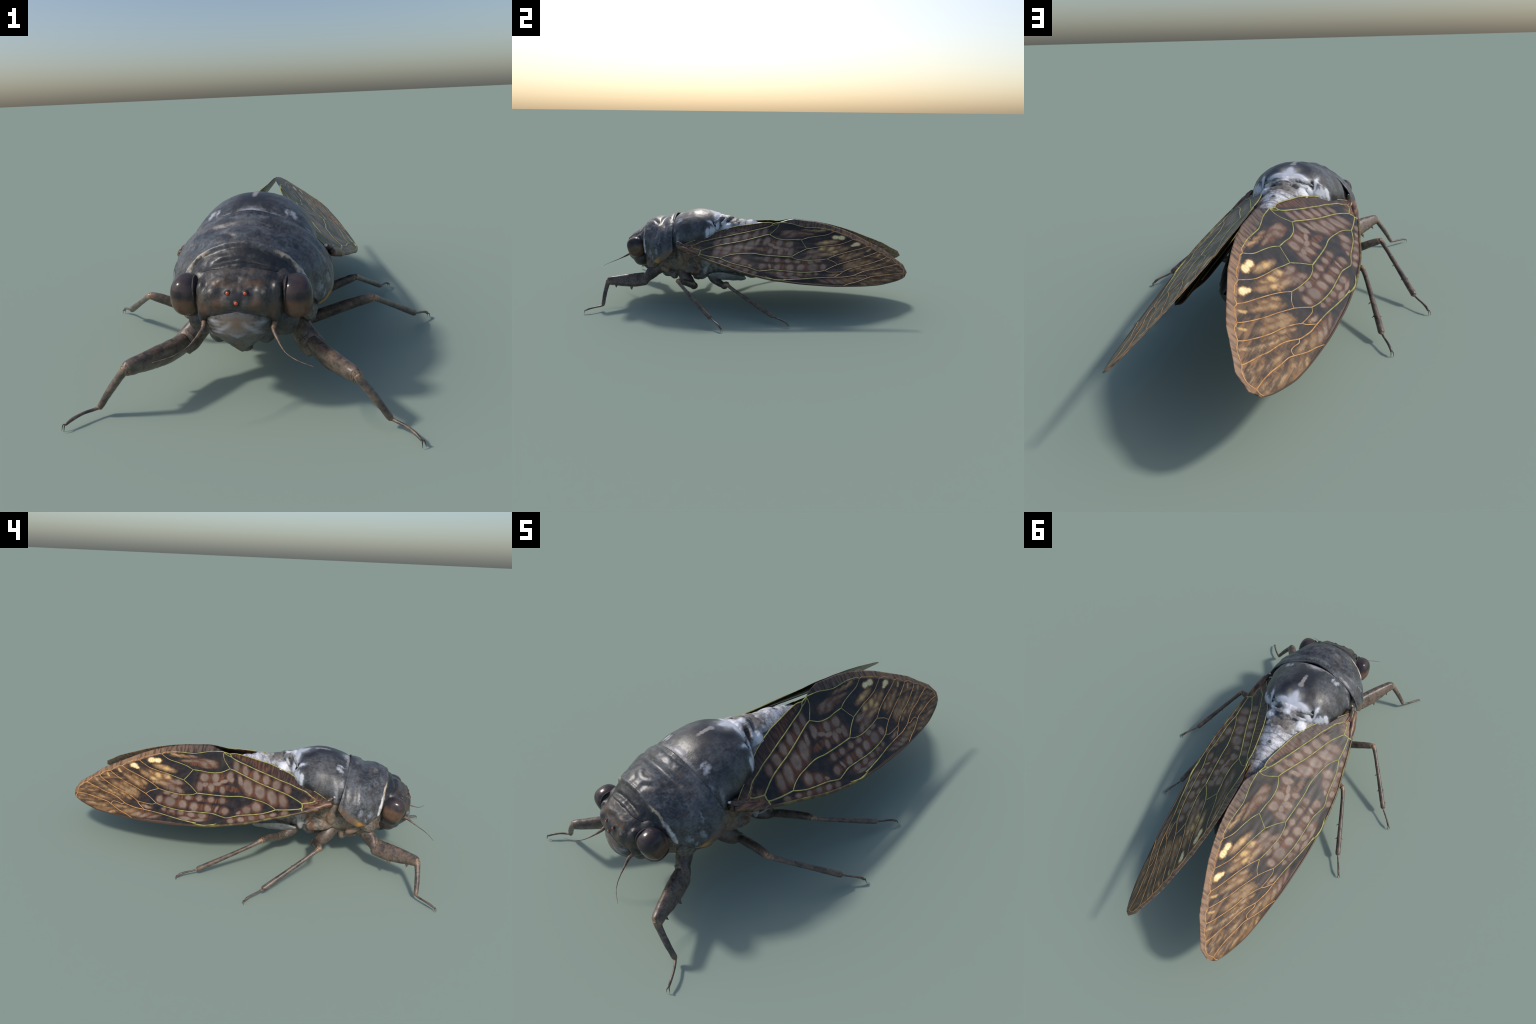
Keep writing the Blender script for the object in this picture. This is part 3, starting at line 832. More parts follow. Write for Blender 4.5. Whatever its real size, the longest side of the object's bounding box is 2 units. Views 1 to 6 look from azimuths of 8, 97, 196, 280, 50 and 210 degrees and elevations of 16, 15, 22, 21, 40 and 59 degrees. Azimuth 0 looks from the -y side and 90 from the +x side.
claws(tar, (0.511, -0.984, 0.0175), (0.008, -0.012, 0))
for base, root_pt, tip in (((0.270, -0.768, 0.128), (0.287, -0.769, 0.105), (0.292, -0.764, 0.092)), ((0.312, -0.848, 0.142), (0.326, -0.856, 0.129), (0.336, -0.851, 0.117))):
    tube("spine", [base, root_pt, tip], [(0.013, 0.020), (0.006, 0.008), (0.0008, 0.0008)], M_FORE, fem, n=14, seg=10, up=(0.3, -0.9, 0.2))
mirrored(fem, root)


def walking_leg(name, mat, coxa0, coxa, troch, knee, tt, tip, rf, rt, bend, spines, cs=1.0):
    kn, T = np.array(knee), np.array(tt)
    tr = np.array(troch)
    fv = kn - tr
    f = tube(name, [tr, tr + fv * 0.2 + np.array((0, 0, 0.004)), tr + fv * 0.55 + np.array((0, 0, 0.006)), tr + fv * 0.85 + np.array((0, 0, 0.004)), kn],
             [(rf * 0.8, rf * 1.0), (rf, rf * 1.15), (rf * 0.95, rf * 1.05), (rf * 0.85, rf * 0.92), (rf * 0.66, rf * 0.7)], mat, root, n=40, seg=18, power=2.2, rough=0.001, rscale=60)
    tube("coxa", [coxa0, coxa, (np.array(coxa) + tr) / 2 + np.array((0.010, 0, 0)), tr], [(0.044 * cs, 0.040 * cs), (0.040 * cs, 0.036 * cs), (0.034 * cs, 0.034 * cs), (rf * 1.1, rf * 1.2)], mat, f, n=30, seg=20, up=(1, 0, 0.2), rough=0.003, rscale=40)
    blob("trochanter", tr, (rf * 1.2, rf * 1.35, rf * 1.25), mat, f, rough=0.001, seg=22)
    d = T - kn
    up = np.array(bend)
    tube("tibia", [kn + np.array((-0.006, -0.004, 0.002)), kn + d * 0.06 + up * 0.45, kn + d * 0.2 + up * 0.8, kn + d * 0.5 + up * 0.6, kn + d * 0.8 + up * 0.2, kn + d * 0.965, T],
         [rt * 0.98, rt * 0.95, rt * 0.86, rt * 0.92, rt * 1.1, rt * 1.15, rt * 0.75], mat, f, n=60, seg=16, rough=0.0006)
    P = np.array(tip)
    e = P - T
    ta = tube("tarsus", [T - e * 0.06, T + e * 0.25 + np.array((0, 0, 0.001)), T + e * 0.6 + np.array((0, 0, 0.006)), T + e * 0.88 + np.array((0, 0, 0.006)), P], [0.0046, 0.0042, 0.0046, 0.0058, 0.0050], mat, f, n=26, seg=12)
    claws(ta, P, e)
    side = np.cross(d, (0, 0, 1))
    side /= np.linalg.norm(side)
    for t, s in spines:
        base = kn + d * t + up * (0.4 * (1 - t)) + side * s * rt * 0.9
        spine(f, base, base + side * s * 0.011 + d / np.linalg.norm(d) * 0.006 - np.array((0, 0, 0.003)), 0.0035, mat)
    mirrored(f, root)


walking_leg("middle_leg", M_MID, (0.130, -0.470, 0.205), (0.165, -0.440, 0.168), (0.174, -0.378, 0.103), (0.422, -0.413, 0.211), (0.604, -0.163, 0.049), (0.668, -0.092, 0.017), 0.0195, 0.0118, (0.004, 0.002, -0.004), ((0.45, -1), (0.70, -1), (0.70, 1), (0.9, 1)))
walking_leg("hind_leg", M_HIND, (0.120, -0.285, 0.195), (0.155, -0.250, 0.160), (0.172, -0.172, 0.112), (0.372, -0.110, 0.186), (0.4945, 0.196, 0.040), (0.541, 0.284, 0.016), 0.0180, 0.0118, (0.004, -0.002, -0.003), ((0.55, -1), (0.75, -1), (0.75, 1)), 0.72)


# -------------------------------------------------------------------- wings
# Every wing lives in its own flat frame: s runs from the hinge to the tip, t from the
# front edge up to the back edge, h is the arch of the membrane above that plane.
W_O = Vector((-0.255, -0.428, 0.409))
W_S = Vector((0.0533, 0.9956, -0.0766)).normalized()
W_T = Vector((0.7611, 0.0092, 0.6486))
W_T = (W_T - W_S * W_T.dot(W_S)).normalized()
W_N = W_S.cross(W_T)
if W_N.z < 0:
    W_N = -W_N
W_M = Matrix((W_S, W_T, W_N)).transposed().to_4x4()
W_M.translation = W_O


def arch(s, t):
    return (-0.0078 + 0.0203 * s - 0.1285 * t - 0.0311 * s * s + 0.1805 * s * t + 0.1389 * t * t
            + 0.0159 * s**3 - 0.0519 * s * s * t - 0.0357 * s * t * t + 0.3759 * t**3)


INNER = [(0.021, 0.009), (0.102, 0.062), (0.202, 0.134), (0.32, 0.189), (0.403, 0.213), (0.515, 0.241), (0.564, 0.241), (0.601, 0.251), (0.628, 0.265), (0.661, 0.279), (0.692, 0.288), (0.78, 0.284), (0.834, 0.282), (0.925, 0.267), (1.007, 0.244), (1.089, 0.214), (1.168, 0.174), (1.231, 0.143), (1.294, 0.109), (1.351, 0.06), (1.409, 0.015), (1.431, -0.043), (1.415, -0.081), (1.404, -0.088)]
COSTA = [(1.404, -0.088), (1.362, -0.113), (1.275, -0.148), (1.21, -0.164), (1.137, -0.177), (1.049, -0.189), (0.979, -0.197), (0.878, -0.203), (0.778, -0.207), (0.667, -0.205), (0.626, -0.205), (0.579, -0.201), (0.489, -0.188), (0.399, -0.172), (0.298, -0.142), (0.198, -0.114), (0.127, -0.09), (0.057, -0.064), (0.011, -0.045)][::-1]
INNER = [(-0.004, -0.018)] + INNER
COSTA = [(-0.004, -0.034)] + COSTA + [INNER[-2], INNER[-3]]


def edge(table, s):
    for (a, ta), (b, tb) in zip(table, table[1:]):
        if a <= s <= b and b > a:
            return ta + (tb - ta) * (s - a) / (b - a)
    return table[-1][1]


COSTA = sorted(COSTA)
INNER = [p for p in sorted(INNER) if p[0] <= 1.4311 and p[1] > -0.05]
S_END = INNER[-1][0]


def membrane(top, bottom, s0, s1, offset, n_s, n_t, thick, relief):
    """two skins of a wing membrane, closed along the rim"""
    V, F = [], []
    for side in (1, -1):
        for i in range(n_s):
            u = i / (n_s - 1)
            s = s0 + (s1 - s0) * (u if u < 0.8 else 0.8 + 0.2 * math.sin((u - 0.8) / 0.2 * math.pi / 2) ** 1.0 * 1.0)
            lo, hi = bottom(s), top(s)
            for j in range(n_t):
                v = j / (n_t - 1)
                t = lo + (hi - lo) * v
                rim = min(1.0, min(v, 1 - v) * 9 + 0.25)
                V.append((s, t, arch(s, t) + offset + relief(s, t) + side * thick * 0.5 * rim))
        o = (n_s * n_t) if side < 0 else 0
        F += [tuple(k + o for k in f) for f in grid_faces(n_s, n_t)]
    N = n_s * n_t
    rimv = [j for j in range(n_t)] + [i * n_t + n_t - 1 for i in range(1, n_s)] + [(n_s - 1) * n_t + j for j in range(n_t - 2, -1, -1)] + [i * n_t for i in range(n_s - 2, 0, -1)]
    for a, b in zip(rimv, rimv[1:] + rimv[:1]):
        F.append((a, b, b + N, a + N))
    return V, F


def wing_material(name):
    N = Nodes(name)
    raw = N.xyz(N.coord)
    c = N.t.nodes.new("ShaderNodeCombineXYZ")
    N.put(c.inputs[0], raw[0])
    N.put(c.inputs[1], raw[1])
    flat = c.outputs[0]
    s, t = raw[0], raw[1]
    w = N.warp(flat, 42, 0.0075)
    w = N.warp(w, 110, 0.0018)

    # rows of windows between the veins: (s, t, half length, half width, angle)
    anal_row = [(0.516, 0.164, 0.031, 0.015, 72), (0.46, 0.139, 0.033, 0.016, 71), (0.398, 0.112, 0.033, 0.018, 72), (0.339, 0.09, 0.032, 0.019, 75), (0.278, 0.065, 0.029, 0.021, 77), (0.218, 0.043, 0.027, 0.017, 70)]
    cubital_row = [(0.478, 0.076, 0.036, 0.012, 67), (0.43, 0.038, 0.05, 0.025, 67), (0.362, 0.017, 0.044, 0.026, 65), (0.292, -0.012, 0.047, 0.023, 63), (0.232, -0.028, 0.042, 0.02, 67)]
    radial_base_row = [(0.455, -0.116, 0.013, 0.009, -26), (0.415, -0.095, 0.022, 0.02, 27), (0.365, -0.076, 0.03, 0.022, 61)]
    costal_row = [(0.488, -0.165, 0.017, 0.014, 10), (0.435, -0.154, 0.018, 0.015, 11), (0.379, -0.141, 0.018, 0.014, 6), (0.325, -0.13, 0.015, 0.012, 7), (0.27, -0.114, 0.017, 0.011, -15), (0.213, -0.101, 0.018, 0.013, -22)]
    medial_upper_row = [(0.683, 0.084, 0.028, 0.023, 59), (0.621, 0.085, 0.027, 0.021, 68), (0.541, 0.1, 0.028, 0.018, -90), (0.571, 0.065, 0.028, 0.011, -21), (0.529, 0.079, 0.018, 0.014, 68)]
    medial_lower_row = [(0.699, 0.028, 0.029, 0.016, 74), (0.633, 0.024, 0.03, 0.017, 74), (0.568, 0.014, 0.024, 0.014, 64), (0.671, 0.041, 0.02, 0.014, 5), (0.607, 0.049, 0.026, 0.011, -2)]
    radial_upper_row = [(0.686, -0.045, 0.019, 0.016, 29), (0.619, -0.049, 0.019, 0.016, 38), (0.554, -0.052, 0.018, 0.016, 50), (0.747, -0.046, 0.018, 0.014, 9), (0.83, -0.04, 0.022, 0.013, 2), (0.877, -0.025, 0.021, 0.01, 15)]
    radial_lower_row = [(0.909, -0.065, 0.023, 0.018, 65), (0.846, -0.076, 0.033, 0.026, 26), (0.772, -0.086, 0.027, 0.022, 42), (0.704, -0.097, 0.027, 0.022, 59), (0.626, -0.102, 0.022, 0.018, 58), (0.577, -0.102, 0.019, 0.008, -80), (0.529, -0.112, 0.022, 0.018, 50)]
    subcostal_row = [(0.87, -0.123, 0.014, 0.009, 15), (0.821, -0.13, 0.017, 0.011, 14), (0.769, -0.138, 0.019, 0.012, 11), (0.709, -0.145, 0.022, 0.014, 8), (0.648, -0.149, 0.024, 0.016, 8), (0.736, -0.168, 0.036, 0.01, 5), (0.662, -0.172, 0.038, 0.008, -4)]
    apical_costal_row = [(1.064, -0.147, 0.026, 0.015, -5), (1.016, -0.161, 0.022, 0.016, -10), (0.97, -0.168, 0.023, 0.013, -17), (0.919, -0.172, 0.025, 0.01, -13), (0.975, -0.115, 0.021, 0.01, 18), (1.119, -0.124, 0.028, 0.01, 7)]
    tip_row = [(1.349, -0.092, 0.034, 0.009, 6), (1.296, -0.113, 0.034, 0.015, 9), (1.243, -0.126, 0.029, 0.015, 0), (1.201, -0.144, 0.021, 0.013, -8), (1.164, -0.157, 0.02, 0.01, -11), (1.373, -0.074, 0.022, 0.007, 12)]
    inner_upper_row = [(0.89, 0.215, 0.021, 0.007, 13), (0.861, 0.208, 0.023, 0.008, 8), (0.823, 0.209, 0.021, 0.008, 8), (0.779, 0.21, 0.017, 0.007, 9)]
    inner_lower_row = [(0.793, 0.18, 0.024, 0.008, 3), (0.753, 0.181, 0.025, 0.012, 4), (0.703, 0.166, 0.024, 0.02, 27), (0.654, 0.169, 0.021, 0.017, 24), (0.677, 0.187, 0.027, 0.01, 8)]
    second_cell_row = [(0.952, 0.137, 0.028, 0.015, 12), (0.906, 0.12, 0.03, 0.016, 16), (0.877, 0.113, 0.018, 0.011, 18)]
    third_upper_row = [(1.001, 0.098, 0.015, 0.01, 34), (0.957, 0.082, 0.023, 0.016, 30), (0.894, 0.069, 0.026, 0.019, 29), (0.827, 0.046, 0.02, 0.015, 28), (0.862, 0.049, 0.025, 0.013, 21)]
    third_lower_row = [(1.032, 0.085, 0.026, 0.014, 28), (0.973, 0.056, 0.032, 0.017, 29), (0.909, 0.031, 0.039, 0.019, 28), (0.86, 0.012, 0.026, 0.02, 37), (0.809, -0.005, 0.022, 0.016, 31)]
    fourth_cell_row = [(1.125, 0.058, 0.026, 0.011, 25), (1.071, 0.028, 0.036, 0.015, 31), (1.082, 0.058, 0.015, 0.01, 35), (1.029, 0.034, 0.016, 0.011, 34), (1.106, 0.047, 0.023, 0.012, 28)]
    fifth_cell_row = [(1.196, 0.013, 0.023, 0.013, 30), (1.154, -0.006, 0.023, 0.013, 31), (1.109, -0.027, 0.038, 0.015, 27), (1.134, 0.012, 0.019, 0.012, 32), (1.073, -0.02, 0.022, 0.012, 29), (1.067, -0.041, 0.021, 0.011, 30)]
    sixth_cell_row = [(1.274, -0.005, 0.027, 0.011, 21), (1.217, -0.03, 0.031, 0.012, 24), (1.133, -0.045, 0.018, 0.01, 27), (1.189, -0.023, 0.014, 0.008, 24), (1.092, -0.067, 0.012, 0.007, 25), (1.176, -0.048, 0.026, 0.008, 21)]
    seventh_cell_row = [(1.383, -0.021, 0.032, 0.009, 16), (1.297, -0.056, 0.035, 0.009, 14), (1.248, -0.075, 0.033, 0.009, 14), (1.326, -0.042, 0.022, 0.006, 14), (1.389, -0.036, 0.022, 0.007, 11)]
    fleck_row = [(1.316, 0.028, 0.024, 0.007, 36), (1.329, 0.04, 0.019, 0.005, 16), (1.363, -0.016, 0.023, 0.006, 16)]
    cream_row = [(1.016, 0.173, 0.027, 0.017, 9), (0.979, 0.172, 0.024, 0.016, 10), (1.115, 0.134, 0.025, 0.015, 13), (1.093, 0.122, 0.016, 0.009, 22)]
    gold_row = [(1.188, 0.09, 0.016, 0.007, 27), (1.198, 0.101, 0.016, 0.008, 51), (1.25, 0.059, 0.013, 0.006, 34), (1.259, 0.069, 0.014, 0.006, 55), (0.954, 0.082, 0.023, 0.014, 29), (0.915, 0.128, 0.022, 0.012, 16), (0.977, 0.059, 0.021, 0.008, 27), (0.891, 0.071, 0.016, 0.011, 25)]

    def field(*groups, after=None, fuse=0.0, draw_out=1.0):
        return N.spots(w, [((a, b, 0), (l * draw_out, k / draw_out ** 0.6, 1), (0, 0, math.radians(g))) for row in groups for (a, b, l, k, g) in row], after, fuse)

    big = field(anal_row, cubital_row, radial_base_row, costal_row, medial_upper_row, medial_lower_row, radial_upper_row, radial_lower_row, subcostal_row, fuse=0.12)
    far = field(apical_costal_row, tip_row, inner_upper_row, inner_lower_row, second_cell_row, third_upper_row, third_lower_row, fourth_cell_row, fifth_cell_row, sixth_cell_row, seventh_cell_row, fleck_row, after=big, fuse=0.45, draw_out=1.4)
    cream = field(cream_row, after=far, fuse=0.5)
    gold = field(gold_row, after=cream)
    rust_bands = [(0.614, 0.086, 0.106, 0.034, -3), (0.639, 0.029, 0.107, 0.033, 0), (0.525, 0.026, 0.059, 0.02, 13), (0.769, -0.044, 0.108, 0.017, 2), (0.611, -0.054, 0.105, 0.017, -1), (0.816, -0.081, 0.113, 0.029, 5), (0.617, -0.103, 0.122, 0.026, 5), (0.396, -0.092, 0.081, 0.031, -27), (0.375, -0.14, 0.166, 0.017, -11), (0.779, -0.14, 0.108, 0.017, 3), (0.647, -0.151, 0.061, 0.017, 2), (0.706, -0.171, 0.086, 0.012, 1), (0.353, 0.003, 0.15, 0.038, 20), (0.386, 0.105, 0.15, 0.025, 21), (0.929, 0.128, 0.078, 0.021, 11), (0.928, 0.055, 0.146, 0.038, 24), (0.833, 0.206, 0.089, 0.012, 2), (0.715, 0.172, 0.11, 0.026, 2), (1.081, 0.045, 0.087, 0.024, 27), (1.136, -0.008, 0.11, 0.027, 26), (1.199, -0.03, 0.124, 0.024, 22), (1.306, -0.049, 0.118, 0.023, 12), (1.272, -0.113, 0.124, 0.028, 13), (1.008, -0.155, 0.122, 0.025, 4)]
    front_strips = [(0.401, -0.166, 0.177, 0.005, -13), (0.929, -0.195, 0.23, 0.006, 2)]
    band_d = field(rust_bands, after=gold)
    strip_d = field(front_strips, after=band_d)

    # streaks that run out along the veins, and bars across them
    rot = N.t.nodes.new("ShaderNodeMapping")
    rot.inputs["Rotation"].default_value = (0, 0, math.radians(-26))
    rot.inputs["Scale"].default_value = (9, 55, 1)
    N.put(rot.inputs[0], flat)
    streak = N.noise(rot.outputs[0], 1.0, 5, 0.65)
    rot2 = N.t.nodes.new("ShaderNodeMapping")
    rot2.inputs["Rotation"].default_value = (0, 0, math.radians(-14))
    rot2.inputs["Scale"].default_value = (95, 14, 1)
    N.put(rot2.inputs[0], flat)
    bars = N.noise(rot2.outputs[0], 1.0, 4, 0.6)
    mott = N.noise(flat, 24, 5, 0.65)
    tipward = N.step(N.math('MULTIPLY_ADD', t, 0.6, s), 0.86, 1.0)
    apex = N.step(N.math('MULTIPLY_ADD', t, -0.15, s), 0.95, 1.34)

    dark = N.mix(N.step(mott, 0.42, 0.68), (0.0115, 0.0105, 0.0115), (0.036, 0.024, 0.018))
    brown = N.mix(bars, (0.05, 0.024, 0.012), (0.17, 0.085, 0.035))
    k = N.math('MULTIPLY', apex, N.step(streak, 0.40, 0.60))
    col = N.mix(N.math('MULTIPLY_ADD', k, 0.8, N.math('MULTIPLY', apex, 0.22)), dark, N.mix(streak, (0.08, 0.038, 0.017), (0.35, 0.185, 0.070)))
    teeth = N.math('MULTIPLY_ADD', bars, 0.50, N.math('MULTIPLY_ADD', N.noise(flat, 130, 3), 0.30, -0.40))
    big = N.math('ADD', big, teeth)
    comb = N.math('MULTIPLY_ADD', streak, 2.2, N.math('MULTIPLY_ADD', bars, 1.1, -1.65))
    far = N.math('ADD', far, comb)
    inside = N.math('SUBTRACT', 1.0, N.step(N.math('ADD', band_d, N.math('MULTIPLY', teeth, 0.5)), 0.55, 1.15))
    rustc = N.mix(N.step(bars, 0.40, 0.62), (0.034, 0.019, 0.014), (0.165, 0.062, 0.024))
    goldc = N.mix(N.step(bars, 0.38, 0.62), (0.045, 0.026, 0.016), (0.245, 0.120, 0.040))
    col = N.mix(N.math('MULTIPLY', inside, 0.92), col, N.mix(tipward, rustc, goldc))
    col = N.mix(N.math('MULTIPLY', N.math('SUBTRACT', 1.0, N.step(strip_d, 0.5, 1.1)), 0.8), col, (0.135, 0.078, 0.060))
    halo = N.math('SUBTRACT', 1.0, N.step(big, 1.1, 1.6))
    col = N.mix(N.math('MULTIPLY', halo, 0.75), col, N.mix(bars, (0.075, 0.028, 0.013), (0.150, 0.058, 0.024)))
    halo = N.math('SUBTRACT', 1.0, N.step(far, 1.0, 1.7))
    col = N.mix(N.math('MULTIPLY', halo, 0.8), col, N.mix(tipward, (0.125, 0.055, 0.024), (0.19, 0.098, 0.035)))
    vary = N.step(N.noise(flat, 9, 2, 0.5), 0.35, 0.65)
    pale = N.mix(tipward, N.mix(vary, (0.160, 0.126, 0.104), (0.262, 0.196, 0.152)), N.mix(vary, (0.34, 0.205, 0.095), (0.52, 0.345, 0.165)))
    pale = N.mix(N.step(N.noise(flat, 60, 4), 0.35, 0.7), N.mix(0.35, pale, (0.17, 0.10, 0.06)), pale)
    dim = N.math('MULTIPLY_ADD', N.step(s, 0.17, 0.27), 0.5, 0.5)
    col = N.mix(N.math('MULTIPLY', N.math('SUBTRACT', 1.0, N.step(big, 0.62, 1.20)), dim), col, pale)
    col = N.mix(N.math('MULTIPLY', N.math('SUBTRACT', 1.0, N.step(far, 0.25, 1.22)), 0.95), col, pale)
    grain = N.math('MULTIPLY', N.step(N.math('MULTIPLY_ADD', mott, 0.5, streak), 0.80, 0.66), apex)
    col = N.mix(N.math('MULTIPLY', grain, 0.75), col, (0.032, 0.020, 0.014))
    gold = N.math('ADD', gold, N.math('MULTIPLY', comb, 0.6))
    col = N.mix(N.math('MULTIPLY', N.math('SUBTRACT', 1.0, N.step(gold, 0.1, 1.35)), 0.85), col, (0.66, 0.43, 0.16))
    cream = N.math('ADD', cream, N.math('MULTIPLY', teeth, 0.8))
    col = N.mix(N.math('MULTIPLY', N.math('SUBTRACT', 1.0, N.step(cream, 0.9, 1.35)), 0.7), col, (0.42, 0.20, 0.04))
    col = N.mix(N.math('SUBTRACT', 1.0, N.step(cream, 0.62, 1.05)), col, N.mix(N.step(bars, 0.35, 0.6), (0.80, 0.60, 0.26), (0.90, 0.80, 0.46)))

    # anal lobe: rusty, faintly barred
    lobe = N.math('MULTIPLY', N.step(N.math('MULTIPLY_ADD', s, -0.481, t), -0.036, -0.028), N.step(s, 0.60, 0.54))
    lob_c = N.mix(N.step(bars, 0.42, 0.62), (0.036, 0.018, 0.012), N.mix(N.step(s, 0.22, 0.46), (0.085, 0.052, 0.040), (0.165, 0.062, 0.024)))
    col = N.mix(N.math('MULTIPLY', lobe, 0.9), col, lob_c)

    # brown border outside the marginal vein, with dark cross bars
    fc = N.t.nodes.new("ShaderNodeFloatCurve")
    cv = fc.mapping.curves[0]
    pts = [(0.60, 0.253), (0.80, 0.231), (0.964, 0.214), (1.09, 0.168), (1.185, 0.125), (1.25, 0.090), (1.31, 0.058), (1.372, 0.011), (1.41, -0.03), (1.44, -0.09)]
    while len(cv.points) < len(pts):
        cv.points.new(0.5, 0.5)
    for p, (a, b) in zip(cv.points, pts):
        p.location = (a / 1.5, b + 0.5)
        p.handle_type = 'VECTOR'
    fc.mapping.update()
    N.put(fc.inputs[1], N.math('DIVIDE', s, 1.5))
    over = N.math('SUBTRACT', N.math('ADD', t, 0.5), fc.outputs[0])
    band = N.math('MULTIPLY', N.step(over, -0.002, 0.004), N.step(s, 0.60, 0.66))
    edge_n = N.t.nodes.new("ShaderNodeMapping")
    edge_n.inputs["Rotation"].default_value = (0, 0, math.radians(38))
    edge_n.inputs["Scale"].default_value = (75, 16, 1)
    N.put(edge_n.inputs[0], flat)
    eb = N.noise(edge_n.outputs[0], 1.0, 3, 0.55)
    outer = N.step(s, 0.66, 1.15)
    band_c = N.mix(N.step(eb, 0.36, 0.58), N.mix(outer, (0.022, 0.017, 0.016), (0.13, 0.072, 0.040)), N.mix(outer, (0.10, 0.068, 0.054), (0.31, 0.185, 0.105)))
    col = N.mix(band, col, band_c)
    # leathery hinge
    hinge = N.math('MULTIPLY', N.step(s, 0.15, 0.09), N.step(t, 0.02, -0.03))
    col = N.mix(hinge, col, N.mix(N.step(mott, 0.4, 0.6), (0.05, 0.028, 0.018), (0.22, 0.11, 0.055)))
    h = N.math('MULTIPLY_ADD', streak, 0.4, N.math('MULTIPLY', bars, 0.5))
    return N.finish(col, rough=N.math('MULTIPLY_ADD', mott, 0.25, 0.30), spec=0.45, bump=h, bump_strength=0.22, bump_dist=0.003)


def vein_material():
    N = Nodes("wing_vein")
    x = N.xyz(N.coord)
    n = N.noise(N.coord, 45, 4, 0.6)
    o = N.step(N.math('MULTIPLY_ADD', n, 0.12, x[0]), 0.90, 1.06)
    green = N.mix(N.step(n, 0.35, 0.65), (0.25, 0.235, 0.060), (0.42, 0.40, 0.13))
    orange = N.mix(N.step(n, 0.35, 0.65), (0.42, 0.19, 0.060), (0.66, 0.36, 0.12))
    return N.finish(N.mix(o, green, orange), rough=0.42, bump=n, bump_strength=0.2, bump_dist=0.002)


def costa_material():
    N = Nodes("wing_front_rib")
    n = N.noise(N.coord, 28, 4, 0.65)
    x = N.xyz(N.coord)
    col = N.mix(N.step(n, 0.42, 0.60), (0.085, 0.048, 0.022), (0.17, 0.14, 0.035))
    col = N.mix(N.step(x[0], 0.55, 0.75), col, (0.075, 0.042, 0.022))
    rust = N.mix(N.step(N.noise(N.coord, 50, 4, 0.65, stretch=(0.4, 2, 1)), 0.40, 0.62), (0.035, 0.022, 0.017), (0.22, 0.105, 0.055))
    col = N.mix(N.step(x[0], 0.16, 0.10), col, rust)
    return N.finish(col, rough=0.4, bump=n, bump_strength=0.2, bump_dist=0.002)


def hindwing_material():
    N = Nodes("hindwing_membrane")
    x = N.xyz(N.coord)
    n = N.noise(N.coord, 14, 5, 0.6, stretch=(0.5, 2.0, 1))
    col = N.mix(N.step(n, 0.35, 0.65), (0.018, 0.014, 0.011), (0.055, 0.035, 0.02))
    inner = N.math('MULTIPLY', N.step(x[1], 0.12, 0.20), N.step(x[0], 0.85, 0.55))
    col = N.mix(N.math('MULTIPLY', inner, 0.8), col, (0.20, 0.085, 0.02))
    return N.finish(col, rough=0.5, bump=n, bump_strength=0.2)


M_WING, M_VEIN, M_COSTA, M_HINDW = wing_material("forewing_membrane"), vein_material(), costa_material(), hindwing_material()


def wing_relief(s, t):
    d = 0.0012 * noise.noise(Vector((s * 14, t * 40, 0)))
    # crease along the anal fold
    d -= 0.0015 * math.exp(-((t - 0.481 * s + 0.042) / 0.008) ** 2) * smooth(0.62, 0.45, s) * smooth(0.08, 0.2, s)
    return d


V, F = membrane(lambda s: edge(INNER, s), lambda s: edge(COSTA, s), -0.002, S_END, 0.0, 230, 64, 0.005, wing_relief)
fore = make("forewing", V, F, M_WING, root)


def vein(path, radii):
    n = max(6, 4 * len(path))
    P = [(s, t, arch(s, t) + wing_relief(s, t) + 0.0018) for s, t in path]
    v, f = tube_geo(P, [(r * 0.9, r * 0.75) for r in radii], n=n, seg=8)
    make("vein", v, f, M_VEIN, fore)


vein([(0.606, 0.251), (0.639, 0.25), (0.685, 0.247), (0.727, 0.237), (0.77, 0.229), (0.796, 0.229), (0.848, 0.232), (0.883, 0.233), (0.92, 0.229), (0.951, 0.225), (0.964, 0.214), (0.987, 0.215), (1.019, 0.202), (1.052, 0.194), (1.084, 0.18), (1.091, 0.168), (1.123, 0.166), (1.145, 0.156), (1.171, 0.145), (1.185, 0.125), (1.208, 0.124), (1.229, 0.11), (1.249, 0.09), (1.273, 0.088), (1.294, 0.074), (1.307, 0.058), (1.333, 0.049), (1.353, 0.033), (1.372, 0.011), (1.393, 0.0), (1.41, -0.027), (1.407, -0.059), (1.409, -0.074), (1.405, -0.087)], (0.0026, 0.0022))
vein([(0.759, 0.128), (0.8, 0.149), (0.855, 0.167), (0.91, 0.182), (0.942, 0.199), (0.964, 0.214)], (0.0022, 0.0022))
vein([(0.759, 0.128), (0.705, 0.123), (0.657, 0.116), (0.599, 0.121), (0.551, 0.146)], (0.0026, 0.0032))
vein([(0.759, 0.128), (0.778, 0.094), (0.799, 0.061)], (0.0022, 0.0022))
vein([(0.799, 0.061), (0.841, 0.074), (0.896, 0.092), (0.954, 0.106), (1.014, 0.124), (1.059, 0.148), (1.091, 0.168)], (0.0022, 0.0022))
vein([(0.799, 0.061), (0.749, 0.025), (0.705, -0.015)], (0.0022, 0.0022))
vein([(0.705, -0.015), (0.734, -0.026), (0.786, -0.03), (0.848, -0.021), (0.891, -0.012), (0.931, -0.001)], (0.0022, 0.0022))
vein([(0.931, -0.001), (0.98, 0.03), (1.035, 0.057), (1.098, 0.084), (1.15, 0.106), (1.185, 0.125)], (0.0022, 0.0022))
vein([(0.931, -0.001), (0.962, -0.012), (0.98, -0.02), (0.998, -0.037)], (0.0022, 0.0022))
